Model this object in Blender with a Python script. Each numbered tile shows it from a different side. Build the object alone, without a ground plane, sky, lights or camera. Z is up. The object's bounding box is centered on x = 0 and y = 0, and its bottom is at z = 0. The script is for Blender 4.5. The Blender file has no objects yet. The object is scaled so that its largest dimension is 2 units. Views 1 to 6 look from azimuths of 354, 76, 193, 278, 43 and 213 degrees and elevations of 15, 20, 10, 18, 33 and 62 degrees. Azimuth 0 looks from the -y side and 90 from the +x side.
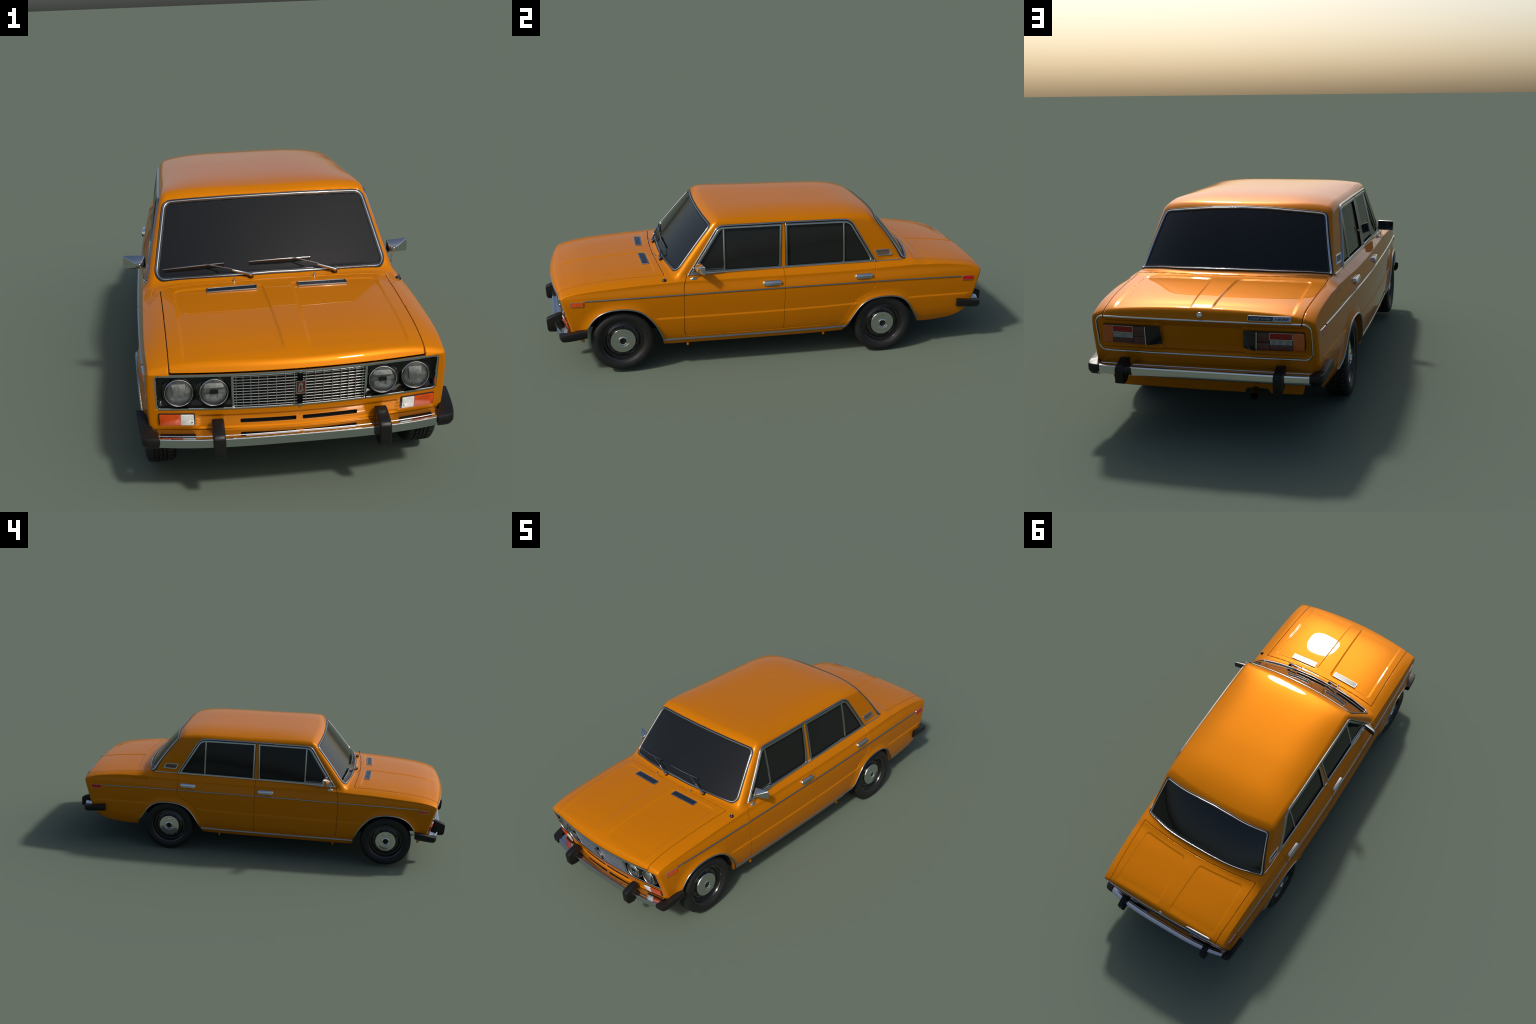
import bpy, bmesh, math
import numpy as np
from mathutils import Vector, Matrix

# =====================================================================
#  numeric helpers: smooth curves, signed distances, rounded corners
# =====================================================================
def pchip(xk, yk, x):
    xk = np.asarray(xk, float); yk = np.asarray(yk, float)
    h = np.diff(xk); d = np.diff(yk) / h
    m = np.zeros_like(yk)
    m[0], m[-1] = d[0], d[-1]
    for i in range(1, len(xk) - 1):
        if d[i-1] * d[i] > 0:
            w1 = 2*h[i] + h[i-1]; w2 = h[i] + 2*h[i-1]
            m[i] = (w1 + w2) / (w1/d[i-1] + w2/d[i])
    i = np.clip(np.searchsorted(xk, x) - 1, 0, len(xk) - 2)
    t = (x - xk[i]) / h[i]
    tc = np.clip(t, 0, 1)
    h00 = (1+2*tc)*(1-tc)**2; h10 = tc*(1-tc)**2; h01 = tc*tc*(3-2*tc); h11 = tc*tc*(tc-1)
    y = h00*yk[i] + h10*h[i]*m[i] + h01*yk[i+1] + h11*h[i]*m[i+1]
    return y + np.where(t < 0, (x-xk[0])*m[0], 0) + np.where(t > 1, (x-xk[-1])*m[-1], 0)

class Curve:
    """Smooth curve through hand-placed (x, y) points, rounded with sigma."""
    def __init__(self, pts, sigma=0.012, n=700):
        pts = sorted(pts)
        xk = [p[0] for p in pts]; yk = [p[1] for p in pts]
        pad = 5*sigma + 0.05
        self.a = xk[0]-pad; self.b = xk[-1]+pad
        xs = np.linspace(self.a, self.b, n); self.h = xs[1]-xs[0]
        ys = pchip(xk, yk, xs)
        if sigma > 0:
            k = int(4*sigma/self.h)+1
            w = np.exp(-0.5*(np.arange(-k, k+1)*self.h/sigma)**2); w /= w.sum()
            left = ys[0]-(ys[1]-ys[0])*np.arange(k, 0, -1)
            right = ys[-1]+(ys[-1]-ys[-2])*np.arange(1, k+1)
            ys = np.convolve(np.concatenate([left, ys, right]), w, 'valid')
        self.y = ys
    def __call__(self, x):
        x = np.asarray(x, float)
        u = (np.clip(x, self.a+self.h, self.b-2.01*self.h) - self.a)/self.h
        i = u.astype(int); t = u-i; y = self.y
        p0, p1, p2, p3 = y[i-1], y[i], y[i+1], y[i+2]
        return p1 + 0.5*t*((p2-p0) + t*((2*p0-5*p1+4*p2-p3) + t*(3*(p1-p2)+p3-p0)))

def sstep(a, b, x):
    t = np.clip((x-a)/(b-a), 0, 1); return t*t*(3-2*t)

def rmax(a, b, r):
    """Intersection of two solids with a rounded edge of radius r."""
    return np.minimum(np.maximum(a, b), -r) + np.sqrt(np.maximum(a+r, 0)**2 + np.maximum(b+r, 0)**2)

def rmin(a, b, r):
    """Union of two solids with a fillet of radius r."""
    return -rmax(-a, -b, r)

def fillet_poly(pts, radii, n=8):
    """Closed polygon with rounded corners."""
    out = []; m = len(pts)
    for i in range(m):
        p = np.array(pts[i], float); a = np.array(pts[i-1], float); b = np.array(pts[(i+1) % m], float)
        r = radii[i] if hasattr(radii, '__len__') else radii
        u = (a-p)/np.linalg.norm(a-p); v = (b-p)/np.linalg.norm(b-p)
        if r <= 0: out.append(p); continue
        ang = math.acos(max(-1, min(1, u@v))); t = r/math.tan(ang/2)
        c = p + (u+v)/np.linalg.norm(u+v)*r/math.sin(ang/2)
        s = p+u*t-c; e = p+v*t-c
        tot = math.pi-ang
        for k in range(n+1):
            w = k/n
            d = (math.sin((1-w)*tot)*s + math.sin(w*tot)*e)/math.sin(tot) if tot > 1e-4 else s
            out.append(c+d)
    return np.array(out)

def poly_sdf(poly, a, b):
    """Signed distance (negative inside) from points (a, b) to a closed polygon."""
    p = np.stack([a, b], -1)
    d = np.full(len(p), 1e9); ins = np.zeros(len(p), bool)
    n = len(poly)
    for i in range(n):
        s = poly[i]; e = poly[(i+1) % n]
        ev = e-s; L = ev@ev
        if L < 1e-14: continue
        w = p-s
        t = np.clip((w@ev)/L, 0, 1)
        q = w-t[:, None]*ev
        d = np.minimum(d, (q*q).sum(1))
        c1 = (s[1] <= p[:, 1]) != (e[1] <= p[:, 1])
        with np.errstate(divide='ignore', invalid='ignore'):
            xi = s[0] + (p[:, 1]-s[1])/(e[1]-s[1])*(e[0]-s[0])
        ins ^= c1 & (p[:, 0] < xi)
    d = np.sqrt(d)
    return np.where(ins, -d, d)

# =====================================================================
#  body shape: every outside surface is a smooth function
#  x to the car's left, y to the back, z up; half body x >= 0
# =====================================================================
plan = Curve([(-1.0, .342), (-.93, .3535), (-.84, .3625), (-.63, .372), (-.426, .3775), (-.2, .3810), (.01, .3822),
              (.22, .379), (.428, .3705), (.64, .3595), (.846, .346), (.93, .3395), (1.0, .333)], .03)
section = Curve([(.05, -.062), (.08, -.045), (.11, -.0275), (.135, -.0145), (.157, -.0075), (.19, -.0022), (.24, .0010),
                 (.30, .0022), (.325, .0016), (.345, 0), (.36, -.0038), (.373, -.0090), (.384, -.0128), (.3965, -.0148), (.44, -.0190)], .0035)
belt_crease = Curve([(-.95, .350), (-.93, .354), (-.9, .366), (-.837, .3737), (-.73, .3806), (-.57, .390), (-.42, .3965), (0, .3965), (.43, .398), (.67, .397), (.81, .389), (.91, .379), (.95, .370)], .02)
belt_fade = Curve([(-.95, .30), (-.90, .38), (-.75, .58), (-.55, .85), (-.40, 1.), (.45, 1.), (.65, .82), (.95, .45)], .03)
crease_z = Curve([(-.6, .2385), (0, .2415), (.3, .245), (.6, .2505), (.88, .2440)], .03)
top_c = Curve([(-1.02, .338), (-.985, .3535), (-.965, .3655), (-.93, .3815), (-.88, .3955), (-.8, .4075), (-.7, .4165), (-.6, .4235),
               (-.52, .428), (-.47, .4345), (-.41, .445), (-.2, .46), (.2, .46), (.45, .452), (.55, .443),
               (.62, .4325), (.66, .4228), (.72, .4185), (.8, .4105), (.86, .4032), (.9, .3965), (.93, .3885),
               (.95, .3815), (.97, .371), (1.0, .350)], .009)
FK = [0, .25, .5, .7, .85, .93, 1.0, 1.1]
DROP = {  # station y: fall of the top surface at each width fraction
    -.95: [0, .0003, .001, .003, .007, .011, .016, .030],
    -.88: [0, .0005, .002, .006, .012, .017, .025, .045],
    -.73: [0, .0010, .003, .0075, .0145, .0215, .0335, .054],
    -.52: [0, .0010, .0035, .0085, .0165, .0245, .0355, .056],
    -.41: [0, .0010, .004, .010, .020, .031, .048, .080],
    -.25: [0, .0010, .004, .010, .022, .042, .0635, .095],
    .25: [0, .0010, .004, .010, .022, .042, .0635, .095],
    .45: [0, .0010, .004, .010, .020, .034, .054, .085],
    .57: [0, .0010, .004, .009, .016, .023, .042, .070],
    .66: [0, .0003, .002, .0045, .0080, .0125, .0245, .050],
    .84: [0, .0003, .002, .0050, .0090, .0125, .0200, .042],
    .95: [0, .0003, .002, .0045, .0080, .0120, .0190, .040]}
drop_y = [Curve([(y, d[k]) for y, d in DROP.items()], .03) for k in range(len(FK))]

def natural_basis(xk, sym=True):
    xs = np.array([-v for v in xk[:0:-1]] + list(xk)); n = len(xs)
    h = np.diff(xs); A = np.eye(n)*1.0; 
    for i in range(1, n-1):
        A[i, i-1:i+2] = [h[i-1], 2*(h[i-1]+h[i]), h[i]]
    B = np.zeros((n, n))
    for i in range(1, n-1):
        B[i, i-1] += 6/h[i-1]; B[i, i] -= 6/h[i-1]+6/h[i]; B[i, i+1] += 6/h[i]
    M = np.linalg.solve(A, B)          # second derivatives = M @ values
    fold = np.zeros((n, len(xk)))
    for i in range(n): fold[i, abs(i-(len(xk)-1))] = 1
    return xs, h, M@fold, fold
_bx, _bh, _bM, _bF = natural_basis(FK)

def top_z(x, y):
    """Height of bonnet, shoulder and boot."""
    ax = np.abs(x)
    lead = .021*(ax/.3)**2*sstep(-.55, -.9, y) - .016*(ax/.3)**2*sstep(.7, .9, y)
    ys = y-lead
    f = np.clip(ax/(plan(y)-.0150*belt_fade(y)), 0, 1.099)
    i = np.clip(np.searchsorted(_bx, f, side='right')-1, 0, len(_bx)-2)
    a = (_bx[i+1]-f)/_bh[i]; b = 1-a
    D = np.stack([c(y) for c in drop_y], 1)
    v0 = (D*_bF[i]).sum(1); v1 = (D*_bF[i+1]).sum(1)
    m0 = (D*_bM[i]).sum(1); m1 = (D*_bM[i+1]).sum(1)
    d = a*v0+b*v1+((a**3-a)*m0+(b**3-b)*m1)*_bh[i]**2/6
    return top_c(ys)-d+emboss(ax, y)

hood_x = Curve([(-.97, .3000), (-.93, .3005), (-.83, .303), (-.72, .306), (-.56, .311), (-.5, .3136), (-.45, .315)], .02)
cowl_y = Curve([(0, -.5257), (.1, -.5226), (.2, -.5155), (.25, -.5105), (.3134, -.5035), (.35, -.499)], .01)
trunk_x = Curve([(.58, .3165), (.62, .3150), (.835, .305), (.9, .300), (.95, .2985), (1, .2975)], .02)
trunk_y = Curve([(0, .651), (.1, .6475), (.2, .639), (.25, .633), (.3145, .6215), (.35, .616)], .01)

def emboss(ax, y):
    """Two shallow sunk fields in the bonnet and in the boot lid."""
    e = np.zeros_like(ax)
    s = rmax(rmax(ax-(.2705+.010*(y+.72)/.4), (.036+.010*(y+.72)/.4)-ax, .016), y-(cowl_y(ax)-.0290), .018)
    e = e-.0026*sstep(.0045, -.0045, s)*sstep(-.945, -.90, y)*(y < 0)
    s = rmax(rmax(ax-(.2700-.004*(y-.8)), (.0370-.035*(y-.8))-ax, .016), (trunk_y(ax)+.0330)-y, .018)
    e = e-.0026*sstep(.0045, -.0045, s)*sstep(.945, .91, y)*(y > 0)
    return e

arch_front = np.array([(-.8600, .08), (-.8520, .1500), (-.8472, .1722), (-.8286, .2234), (-.8073, .2540), (-.7734, .2794), (-.7327, .2920),
                       (-.6850, .2950), (-.6350, .2875), (-.5990, .2712), (-.5708, .2433), (-.5426, .2065), (-.5147, .1387), (-.502, .08)])
arch_rear = np.array([(.2700, .08), (.3055, .1506), (.3335, .2014), (.3692, .2450), (.4192, .2672), (.4700, .2720), (.5100, .2700), (.5491, .2600),
                      (.5837, .2354), (.6172, .1861), (.6431, .1480), (.675, .08)])
def smooth_open(p, n=60):
    t = np.concatenate([[0], np.cumsum(np.linalg.norm(np.diff(p, axis=0), axis=1))])
    c = [Curve(list(zip(t, p[:, k])), .014) for k in (0, 1)]
    s = np.linspace(0, t[-1], n)
    return np.stack([c[0](s), c[1](s)], 1)
ARCH_F = smooth_open(arch_front); ARCH_R = smooth_open(arch_rear)
def arch_sdf(y, z):
    d = np.full(len(y), 1.0)
    for P, lo, hi in ((ARCH_F, -.95, -.42), (ARCH_R, .18, .74)):
        m = (y > lo) & (y < hi) & (z < .40)
        if m.any(): d[m] = np.minimum(d[m], poly_sdf(P, y[m], z[m]))
    return d

def side_x(y, z):
    """Half width of the flanks: barrel, waist step and flared wheel arches."""
    zs = np.where(z > .33, .33+(z-.33)*.0665/np.maximum(belt_crease(y)-.33, .03), z)   # the shoulder line falls towards nose and tail
    sec = section(zs)
    x = plan(y)+np.where(zs > .345, sec*belt_fade(y), sec)
    step = .0036*sstep(-.58, -.55, y)*sstep(.915, .87, y)
    d = np.full(len(y), 1.0)
    near = (z < .36) & (((y > -.95) & (y < -.42)) | ((y > .2) & (y < .74)))
    if near.any(): d[near] = arch_sdf(y[near], z[near])
    keep = sstep(.004, .03, d)
    x = x + step*keep*(sstep(crease_z(y)+.0045, crease_z(y)-.0045, z)-.35*sstep(crease_z(y), .13, z))
    fl = np.clip(1-np.maximum(d, 0)/.040, 0, 1)
    return x+.0095*fl**2.2*sstep(.10, .17, z)

nose_kink, tail_kink = .342, .355
def front_y(ax, z):
    y = -.975+.0353*(ax/.336)**1.9
    u = z-nose_kink
    y = y+.09*u+.36*np.sqrt(u*u+.0015**2)
    lip = sstep(.2315, .2215, z)*sstep(.246, .232, ax)      # pressed-in valance with the slots
    y = y+.0045*lip*sstep(.1865, .1945, z)
    u = .187-z
    return y+.35*(u+np.sqrt(u*u+.004**2))
rear_frame = fillet_poly([(-.3235, .243), (.3235, .243), (.3235, .3525), (-.3235, .3525)], .022)
def rear_y(ax, z):
    y = .9608-.0072*(ax/.3)**2
    u = z-tail_kink
    y = y-(.0325*u+.2975*np.sqrt(u*u+.003**2))
    m = (z > .22) & (z < .38)
    s = np.full(len(z), 1.0)
    if m.any(): s[m] = poly_sdf(rear_frame, ax[m], z[m])
    y = y-.0075*sstep(-.006, -.016, s)
    # deeper number plate field between the lamps
    s2 = rmax(ax-.130+.04*(z-.29), rmax(.2570-z, z-.334, .006), .010)
    y = y-.0075*sstep(.004, -.005, s2)
    return y-.12*np.maximum(.165-z, 0)

def lower_body(P):
    x, y, z = P.T; ax = np.abs(x)
    s = ax-side_x(y, z)
    t = (z-top_z(ax, y))
    fr = front_y(ax, z)-y
    rr = y-rear_y(ax, z)
    q = rmax(s, t*.8, .0014)
    q = rmax(q, fr*.97, .006)
    q = rmax(q, rr*.97, .009+.005*sstep(.36, .40, z))
    return rmax(q, .07-z, .004)

# ---- greenhouse
wide_lo = Curve([(-.55, .3495), (-.41, .3470), (-.2, .3435), (0, .3405), (.2, .3365), (.437, .3300), (.567, .3235), (.65, .318)], .03)
wide_hi = Curve([(-.45, .300), (-.30, .3015), (-.15, .3035), (0, .3035), (.15, .3030), (.3, .3000), (.43, .2930), (.55, .284)], .03)
roof_c = Curve([(-.5, .600), (-.40, .6235), (-.34, .6360), (-.3, .6435), (-.25, .6505), (-.2, .6532), (-.1, .6552), (0, .6556), (.1, .6557), (.2, .6542),
                (.3, .6515), (.36, .6465), (.4, .6410), (.455, .6275), (.55, .600), (.65, .57)], .03)
crown = Curve([(-.4, .0050), (-.3, .0060), (-.2, .0085), (-.1, .0110), (.05, .0125), (.2, .0125), (.35, .0110), (.45, .0110)], .04)
def screen_y(ax, z):
    k = (z-.4345)/.1915
    a = -.495+.178*k-.001*4*np.clip(k*(1-k), 0, 1)
    c = .052/.328**2.1+(.0275/.29**2.1-.052/.328**2.1)*np.clip(k, -.3, 1.3)
    return a+c*ax**2.1
def backlight_y(ax, z):
    k = np.clip((z-.433)/.19, 0, 1)
    return .621-.874*(z-.433)-1.78*ax**3+.006*4*k*(1-k)
def greenhouse(P):
    x, y, z = P.T; ax = np.abs(x)
    k = (z-.418)/.195
    w = wide_lo(y)+(wide_hi(y)-wide_lo(y))*k+.004*np.clip(k, -.2, 1.3)*(1-np.clip(k, -.2, 1.3))*4*.6
    side = (ax-w)*.98
    ws = (screen_y(ax, z)-y)*.73
    rw = (y-backlight_y(ax, z))*.75
    rf = z-(roof_c(y)-crown(y)*(ax/.25)**4.4)
    q = rmax(rmax(rf, ws, .012), rw, .013)
    q = rmax(q, side, .0165)
    return np.maximum(q, .36-z)

def body(P):
    y = P[:, 1]
    r = .012-.009*sstep(-.41, -.33, y)*sstep(.52, .44, y)
    return rmin(lower_body(P), greenhouse(P), r)

def gradient(F, P, e=4e-4):
    g = np.empty_like(P)
    for k in range(3):
        d = np.zeros(3); d[k] = e
        g[:, k] = F(P+d)-F(P-d)
    return g/np.maximum(np.linalg.norm(g, axis=1), 1e-12)[:, None]

def cast(F, O, D, tmax, it=24):
    lo = np.zeros(len(O)); hi = np.full(len(O), tmax)
    for _ in range(it):
        m = .5*(lo+hi); ins = F(O+D*m[:, None]) < 0
        lo = np.where(ins, m, lo); hi = np.where(ins, hi, m)
    return .5*(lo+hi)

# =====================================================================
#  triangle meshes with exact normals, cut along level lines
# =====================================================================
class Tri:
    def __init__(s, V, N, F): s.V, s.N, s.F = V, N, F
    def copy(s): return Tri(s.V.copy(), s.N.copy(), s.F.copy())
    def clean(s):
        u, inv = np.unique(s.F.ravel(), return_inverse=True)
        return Tri(s.V[u], s.N[u], inv.reshape(-1, 3))
    def mirrored(s):
        k = np.array([-1, 1, 1]); return Tri(s.V*k, s.N*k, s.F[:, ::-1].copy())
    def offset(s, h):
        h = np.asarray(h)
        return Tri(s.V+s.N*(h[:, None] if h.ndim else h), s.N, s.F)

def split(m, f):
    """Split triangles along f = 0.  Returns mesh, f of the new vertices, face side (True: f > 0)."""
    f = np.where(np.abs(f) < 1e-7, 1e-7, f)
    s = f > 0
    S = s[m.F]; mixed = S.any(1) & ~S.all(1)
    keep = m.F[~mixed]; M = m.F[mixed]
    if len(M) == 0: return m, f, s[m.F[:, 0]]
    e = np.concatenate([M[:, [0, 1]], M[:, [1, 2]], M[:, [2, 0]]])
    es = np.sort(e, 1); es = es[s[es[:, 0]] != s[es[:, 1]]]
    es = np.unique(es, axis=0)
    n0 = len(m.V)
    t = f[es[:, 0]]/(f[es[:, 0]]-f[es[:, 1]])
    nv = m.V[es[:, 0]]*(1-t)[:, None]+m.V[es[:, 1]]*t[:, None]
    nn = m.N[es[:, 0]]*(1-t)[:, None]+m.N[es[:, 1]]*t[:, None]
    nn /= np.linalg.norm(nn, axis=1)[:, None]
    key = es[:, 0]*n0+es[:, 1]
    def mid(a, b):
        k = np.minimum(a, b)*n0+np.maximum(a, b)
        return n0+np.searchsorted(key, k)
    SM = s[M]; cnt = SM.sum(1)
    lone = np.where(cnt == 1, SM.argmax(1), (~SM).argmax(1))
    r = np.arange(len(M))
    a, b, c = M[r, lone], M[r, (lone+1) % 3], M[r, (lone+2) % 3]
    ab, ac = mid(a, b), mid(a, c)
    newF = np.concatenate([np.stack([a, ab, ac], 1), np.stack([ab, b, c], 1), np.stack([ab, c, ac], 1)])
    side = np.concatenate([s[a], ~s[a], ~s[a]])
    out = Tri(np.concatenate([m.V, nv]), np.concatenate([m.N, nn]), np.concatenate([keep, newF]))
    return out, np.concatenate([f, np.zeros(len(nv))]), np.concatenate([s[keep[:, 0]], side])

def cut(m, fun):
    """(part with fun < 0, part with fun > 0)"""
    o, f, s = split(m, fun(m.V))
    return Tri(o.V, o.N, o.F[~s]).clean(), Tri(o.V, o.N, o.F[s]).clean()
def inside(m, fun): return cut(m, fun)[0]
def outside(m, fun): return cut(m, fun)[1]

def join(*ms):
    V, N, F, o = [], [], [], 0
    for m in ms:
        V.append(m.V); N.append(m.N); F.append(m.F+o); o += len(m.V)
    return Tri(np.concatenate(V), np.concatenate(N), np.concatenate(F))

def weld(m, tol=2e-6):
    k = np.round(m.V/tol).astype(np.int64)
    _, first, inv = np.unique(k, axis=0, return_index=True, return_inverse=True)
    inv = inv.ravel()
    F = inv[m.F]
    ok = (F[:, 0] != F[:, 1]) & (F[:, 1] != F[:, 2]) & (F[:, 0] != F[:, 2])
    N = np.zeros((len(first), 3)); np.add.at(N, inv, m.N)
    N /= np.maximum(np.linalg.norm(N, axis=1), 1e-9)[:, None]
    return Tri(m.V[first], N, F[ok])

def rim(m, depth, where=None, direction=None):
    """Wall of given depth from the open border of m inwards (folded panel edge)."""
    e = np.concatenate([m.F[:, [0, 1]], m.F[:, [1, 2]], m.F[:, [2, 0]]])
    n = len(m.V); k = e[:, 0]*n+e[:, 1]; rk = e[:, 1]*n+e[:, 0]
    b = e[~np.isin(k, rk)]
    if where is not None: b = b[where(m.V[b[:, 0]]) & where(m.V[b[:, 1]])]
    if len(b) == 0: return Tri(np.zeros((0, 3)), np.zeros((0, 3)), np.zeros((0, 3), int))
    p, q = m.V[b[:, 0]], m.V[b[:, 1]]
    if direction is None: dp, dq = -m.N[b[:, 0]]*depth, -m.N[b[:, 1]]*depth
    else: dp = dq = np.asarray(direction)*depth
    dp = np.broadcast_to(dp, p.shape); dq = np.broadcast_to(dq, q.shape)
    V = np.concatenate([p, q, q+dq, p+dp]); c = len(b); i = np.arange(c)
    nn = np.cross(dp, q-p); nn /= np.maximum(np.linalg.norm(nn, axis=1), 1e-12)[:, None]
    F = np.concatenate([np.stack([i, i+3*c, i+2*c], 1), np.stack([i, i+2*c, i+c], 1)])
    return Tri(V, -np.concatenate([nn]*4)*-1, F)

def vertex_normals(V, F):
    n = np.zeros_like(V); c = np.cross(V[F[:, 1]]-V[F[:, 0]], V[F[:, 2]]-V[F[:, 0]])
    for k in range(3): np.add.at(n, F[:, k], c)
    return n/np.maximum(np.linalg.norm(n, axis=1), 1e-14)[:, None]

def band(m, fun, a, b, h, rows=(.08, .25, .5, .75, .92), prof=None, sink=.0015):
    """Raised moulding lying on m where a < fun < b: rounded bead of height h."""
    w = b-a
    m = inside(outside(m, lambda V: fun(V)-a), lambda V: fun(V)-b)
    for r in rows:
        o, _, _ = split(m, fun(m.V)-(a+w*r)); m = o
    if len(m.F) == 0: return m
    t = np.clip((fun(m.V)-a)/w, 0, 1)
    P = prof or (lambda t: np.sqrt(np.maximum(1-(2*t-1)**2, 0))**.8)
    V = m.V+m.N*(P(t)*(h+sink)-sink)[:, None]
    g = np.empty_like(V)
    for k in range(3):
        d = np.zeros(3); d[k] = 2e-4
        g[:, k] = (fun(m.V+d)-fun(m.V-d))/4e-4
    g -= m.N*(g*m.N).sum(1)[:, None]
    e = .06
    t0, t1 = np.clip(t-e, .004, .996), np.clip(t+e, .004, .996)
    slope = np.clip((P(t1)-P(t0))/np.maximum(t1-t0, 1e-6)*(h+sink)/w, -2.5, 2.5)
    N = m.N-g*slope[:, None]
    return Tri(V, N/np.linalg.norm(N, axis=1)[:, None], m.F)

def thicken(m, d):
    """Solid pane: front, back and edge."""
    back = Tri(m.V-m.N*d, -m.N, m.F[:, ::-1].copy())
    return join(m, back, rim(m, d))

# =====================================================================
#  scene helpers
# =====================================================================
MATS = {}
def tri_object(name, m, mat, parent=None):
    me = bpy.data.meshes.new(name)
    nv, nf = len(m.V), len(m.F)
    me.vertices.add(nv); me.vertices.foreach_set('co', m.V.astype(np.float32).ravel())
    me.loops.add(nf*3); me.loops.foreach_set('vertex_index', m.F.astype(np.int32).ravel())
    me.polygons.add(nf)
    me.polygons.foreach_set('loop_start', np.arange(0, nf*3, 3, dtype=np.int32))
    me.polygons.foreach_set('loop_total', np.full(nf, 3, dtype=np.int32))
    me.polygons.foreach_set('use_smooth', np.ones(nf, bool))
    me.update(calc_edges=True); me.validate()
    if len(me.vertices) == nv and len(me.polygons) == nf:
        me.normals_split_custom_set_from_vertices(m.N.astype(np.float32))
    me.materials.append(MATS[mat])
    ob = bpy.data.objects.new(name, me); bpy.context.scene.collection.objects.link(ob)
    if parent: ob.parent = parent
    return ob

# =====================================================================
#  half body surface: rays from a spine, spaced by length and curvature
# =====================================================================
Y0, Y1, ZC = -.78, .78, .27
def spine_rays(ys, ph, th):
    O = np.zeros((len(ys), 3)); O[:, 1] = ys; O[:, 2] = ZC
    sg = np.sign(ys)
    D = np.stack([np.sin(ph)*np.cos(th), sg*np.cos(ph), np.sin(ph)*np.sin(th)], 1)
    return O, D

def half_body(step=.0034, ncol=400):
    ncap = 140
    capf = np.radians(90*(np.linspace(0.0, 1, ncap)**1.0))
    ys = np.concatenate([np.full(ncap, Y0), np.linspace(Y0, Y1, int((Y1-Y0)/step))[1:-1], np.full(ncap, Y1)])
    ph = np.concatenate([capf, np.full(len(ys)-2*ncap, math.pi/2), capf[::-1]])
    R = len(ys)
    # coarse pass to find even spacing around each section
    c0 = 140
    th0 = np.linspace(-math.pi/2, math.pi/2, c0)
    rows = np.arange(0, R, 3); rows = np.append(rows, R-1) if rows[-1] != R-1 else rows
    Yg, Tg = np.meshgrid(ys[rows], th0, indexing='ij'); Pg = np.meshgrid(ph[rows], th0, indexing='ij')[0]
    O, D = spine_rays(Yg.ravel(), np.maximum(Pg.ravel(), 1e-3), Tg.ravel())
    t = cast(body, O, D, 1.0, 14)
    Q = (O+D*t[:, None]).reshape(len(rows), c0, 3)
    seg = np.linalg.norm(np.diff(Q, axis=1), axis=2)
    tang = np.diff(Q, axis=1)/np.maximum(seg, 1e-9)[..., None]
    bend = np.zeros_like(seg)
    ang = np.arccos(np.clip((tang[:, 1:]*tang[:, :-1]).sum(2), -1, 1))
    bend[:, 1:] += ang/2; bend[:, :-1] += ang/2
    w = seg+.022*bend+.25/c0*seg.sum(1, keepdims=True)*.6
    k = np.ones(7)/7
    w = np.apply_along_axis(lambda v: np.convolve(np.pad(v, 3, 'edge'), k, 'valid'), 1, w)
    w = np.apply_along_axis(lambda v: np.convolve(np.pad(v, 4, 'edge'), np.ones(9)/9, 'valid'), 0, w)
    TH = np.empty((len(rows), ncol))
    for i in range(len(rows)):
        cum = np.concatenate([[0], np.cumsum(w[i])]); cum /= cum[-1]
        TH[i] = np.interp(np.linspace(0, 1, ncol), cum, th0)
    TH[:, 0] = -math.pi/2; TH[:, -1] = math.pi/2
    full = np.empty((R, ncol))
    for j in range(ncol): full[:, j] = np.interp(np.arange(R), rows, TH[:, j])
    # even spacing along the caps as well
    Yg = np.repeat(ys[:, None], ncol, 1); Pg = np.repeat(ph[:, None], ncol, 1)
    O, D = spine_rays(Yg.ravel(), np.maximum(Pg.ravel(), 2e-3), full.ravel())
    t = cast(body, O, D, 1.0, 22)
    V = O+D*t[:, None]
    V[np.arange(R)*ncol, 0] = 0; V[np.arange(R)*ncol+ncol-1, 0] = 0
    N = gradient(body, V)
    N[np.arange(R)*ncol, 0] = 0; N[np.arange(R)*ncol+ncol-1, 0] = 0
    N /= np.linalg.norm(N, axis=1)[:, None]
    i, j = np.meshgrid(np.arange(R-1), np.arange(ncol-1), indexing='ij')
    a = (i*ncol+j).ravel(); b = a+1; c = a+ncol; d = c+1
    F = np.concatenate([np.stack([a, b, d], 1), np.stack([a, d, c], 1)])
    n = np.cross(V[F[:, 1]]-V[F[:, 0]], V[F[:, 2]]-V[F[:, 0]])
    flip = (n*N[F[:, 0]]).sum(1).sum() < 0
    if flip: F = F[:, ::-1].copy()
    area = np.linalg.norm(n, axis=1)
    return Tri(V, N, F[area > 1e-12])

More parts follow.
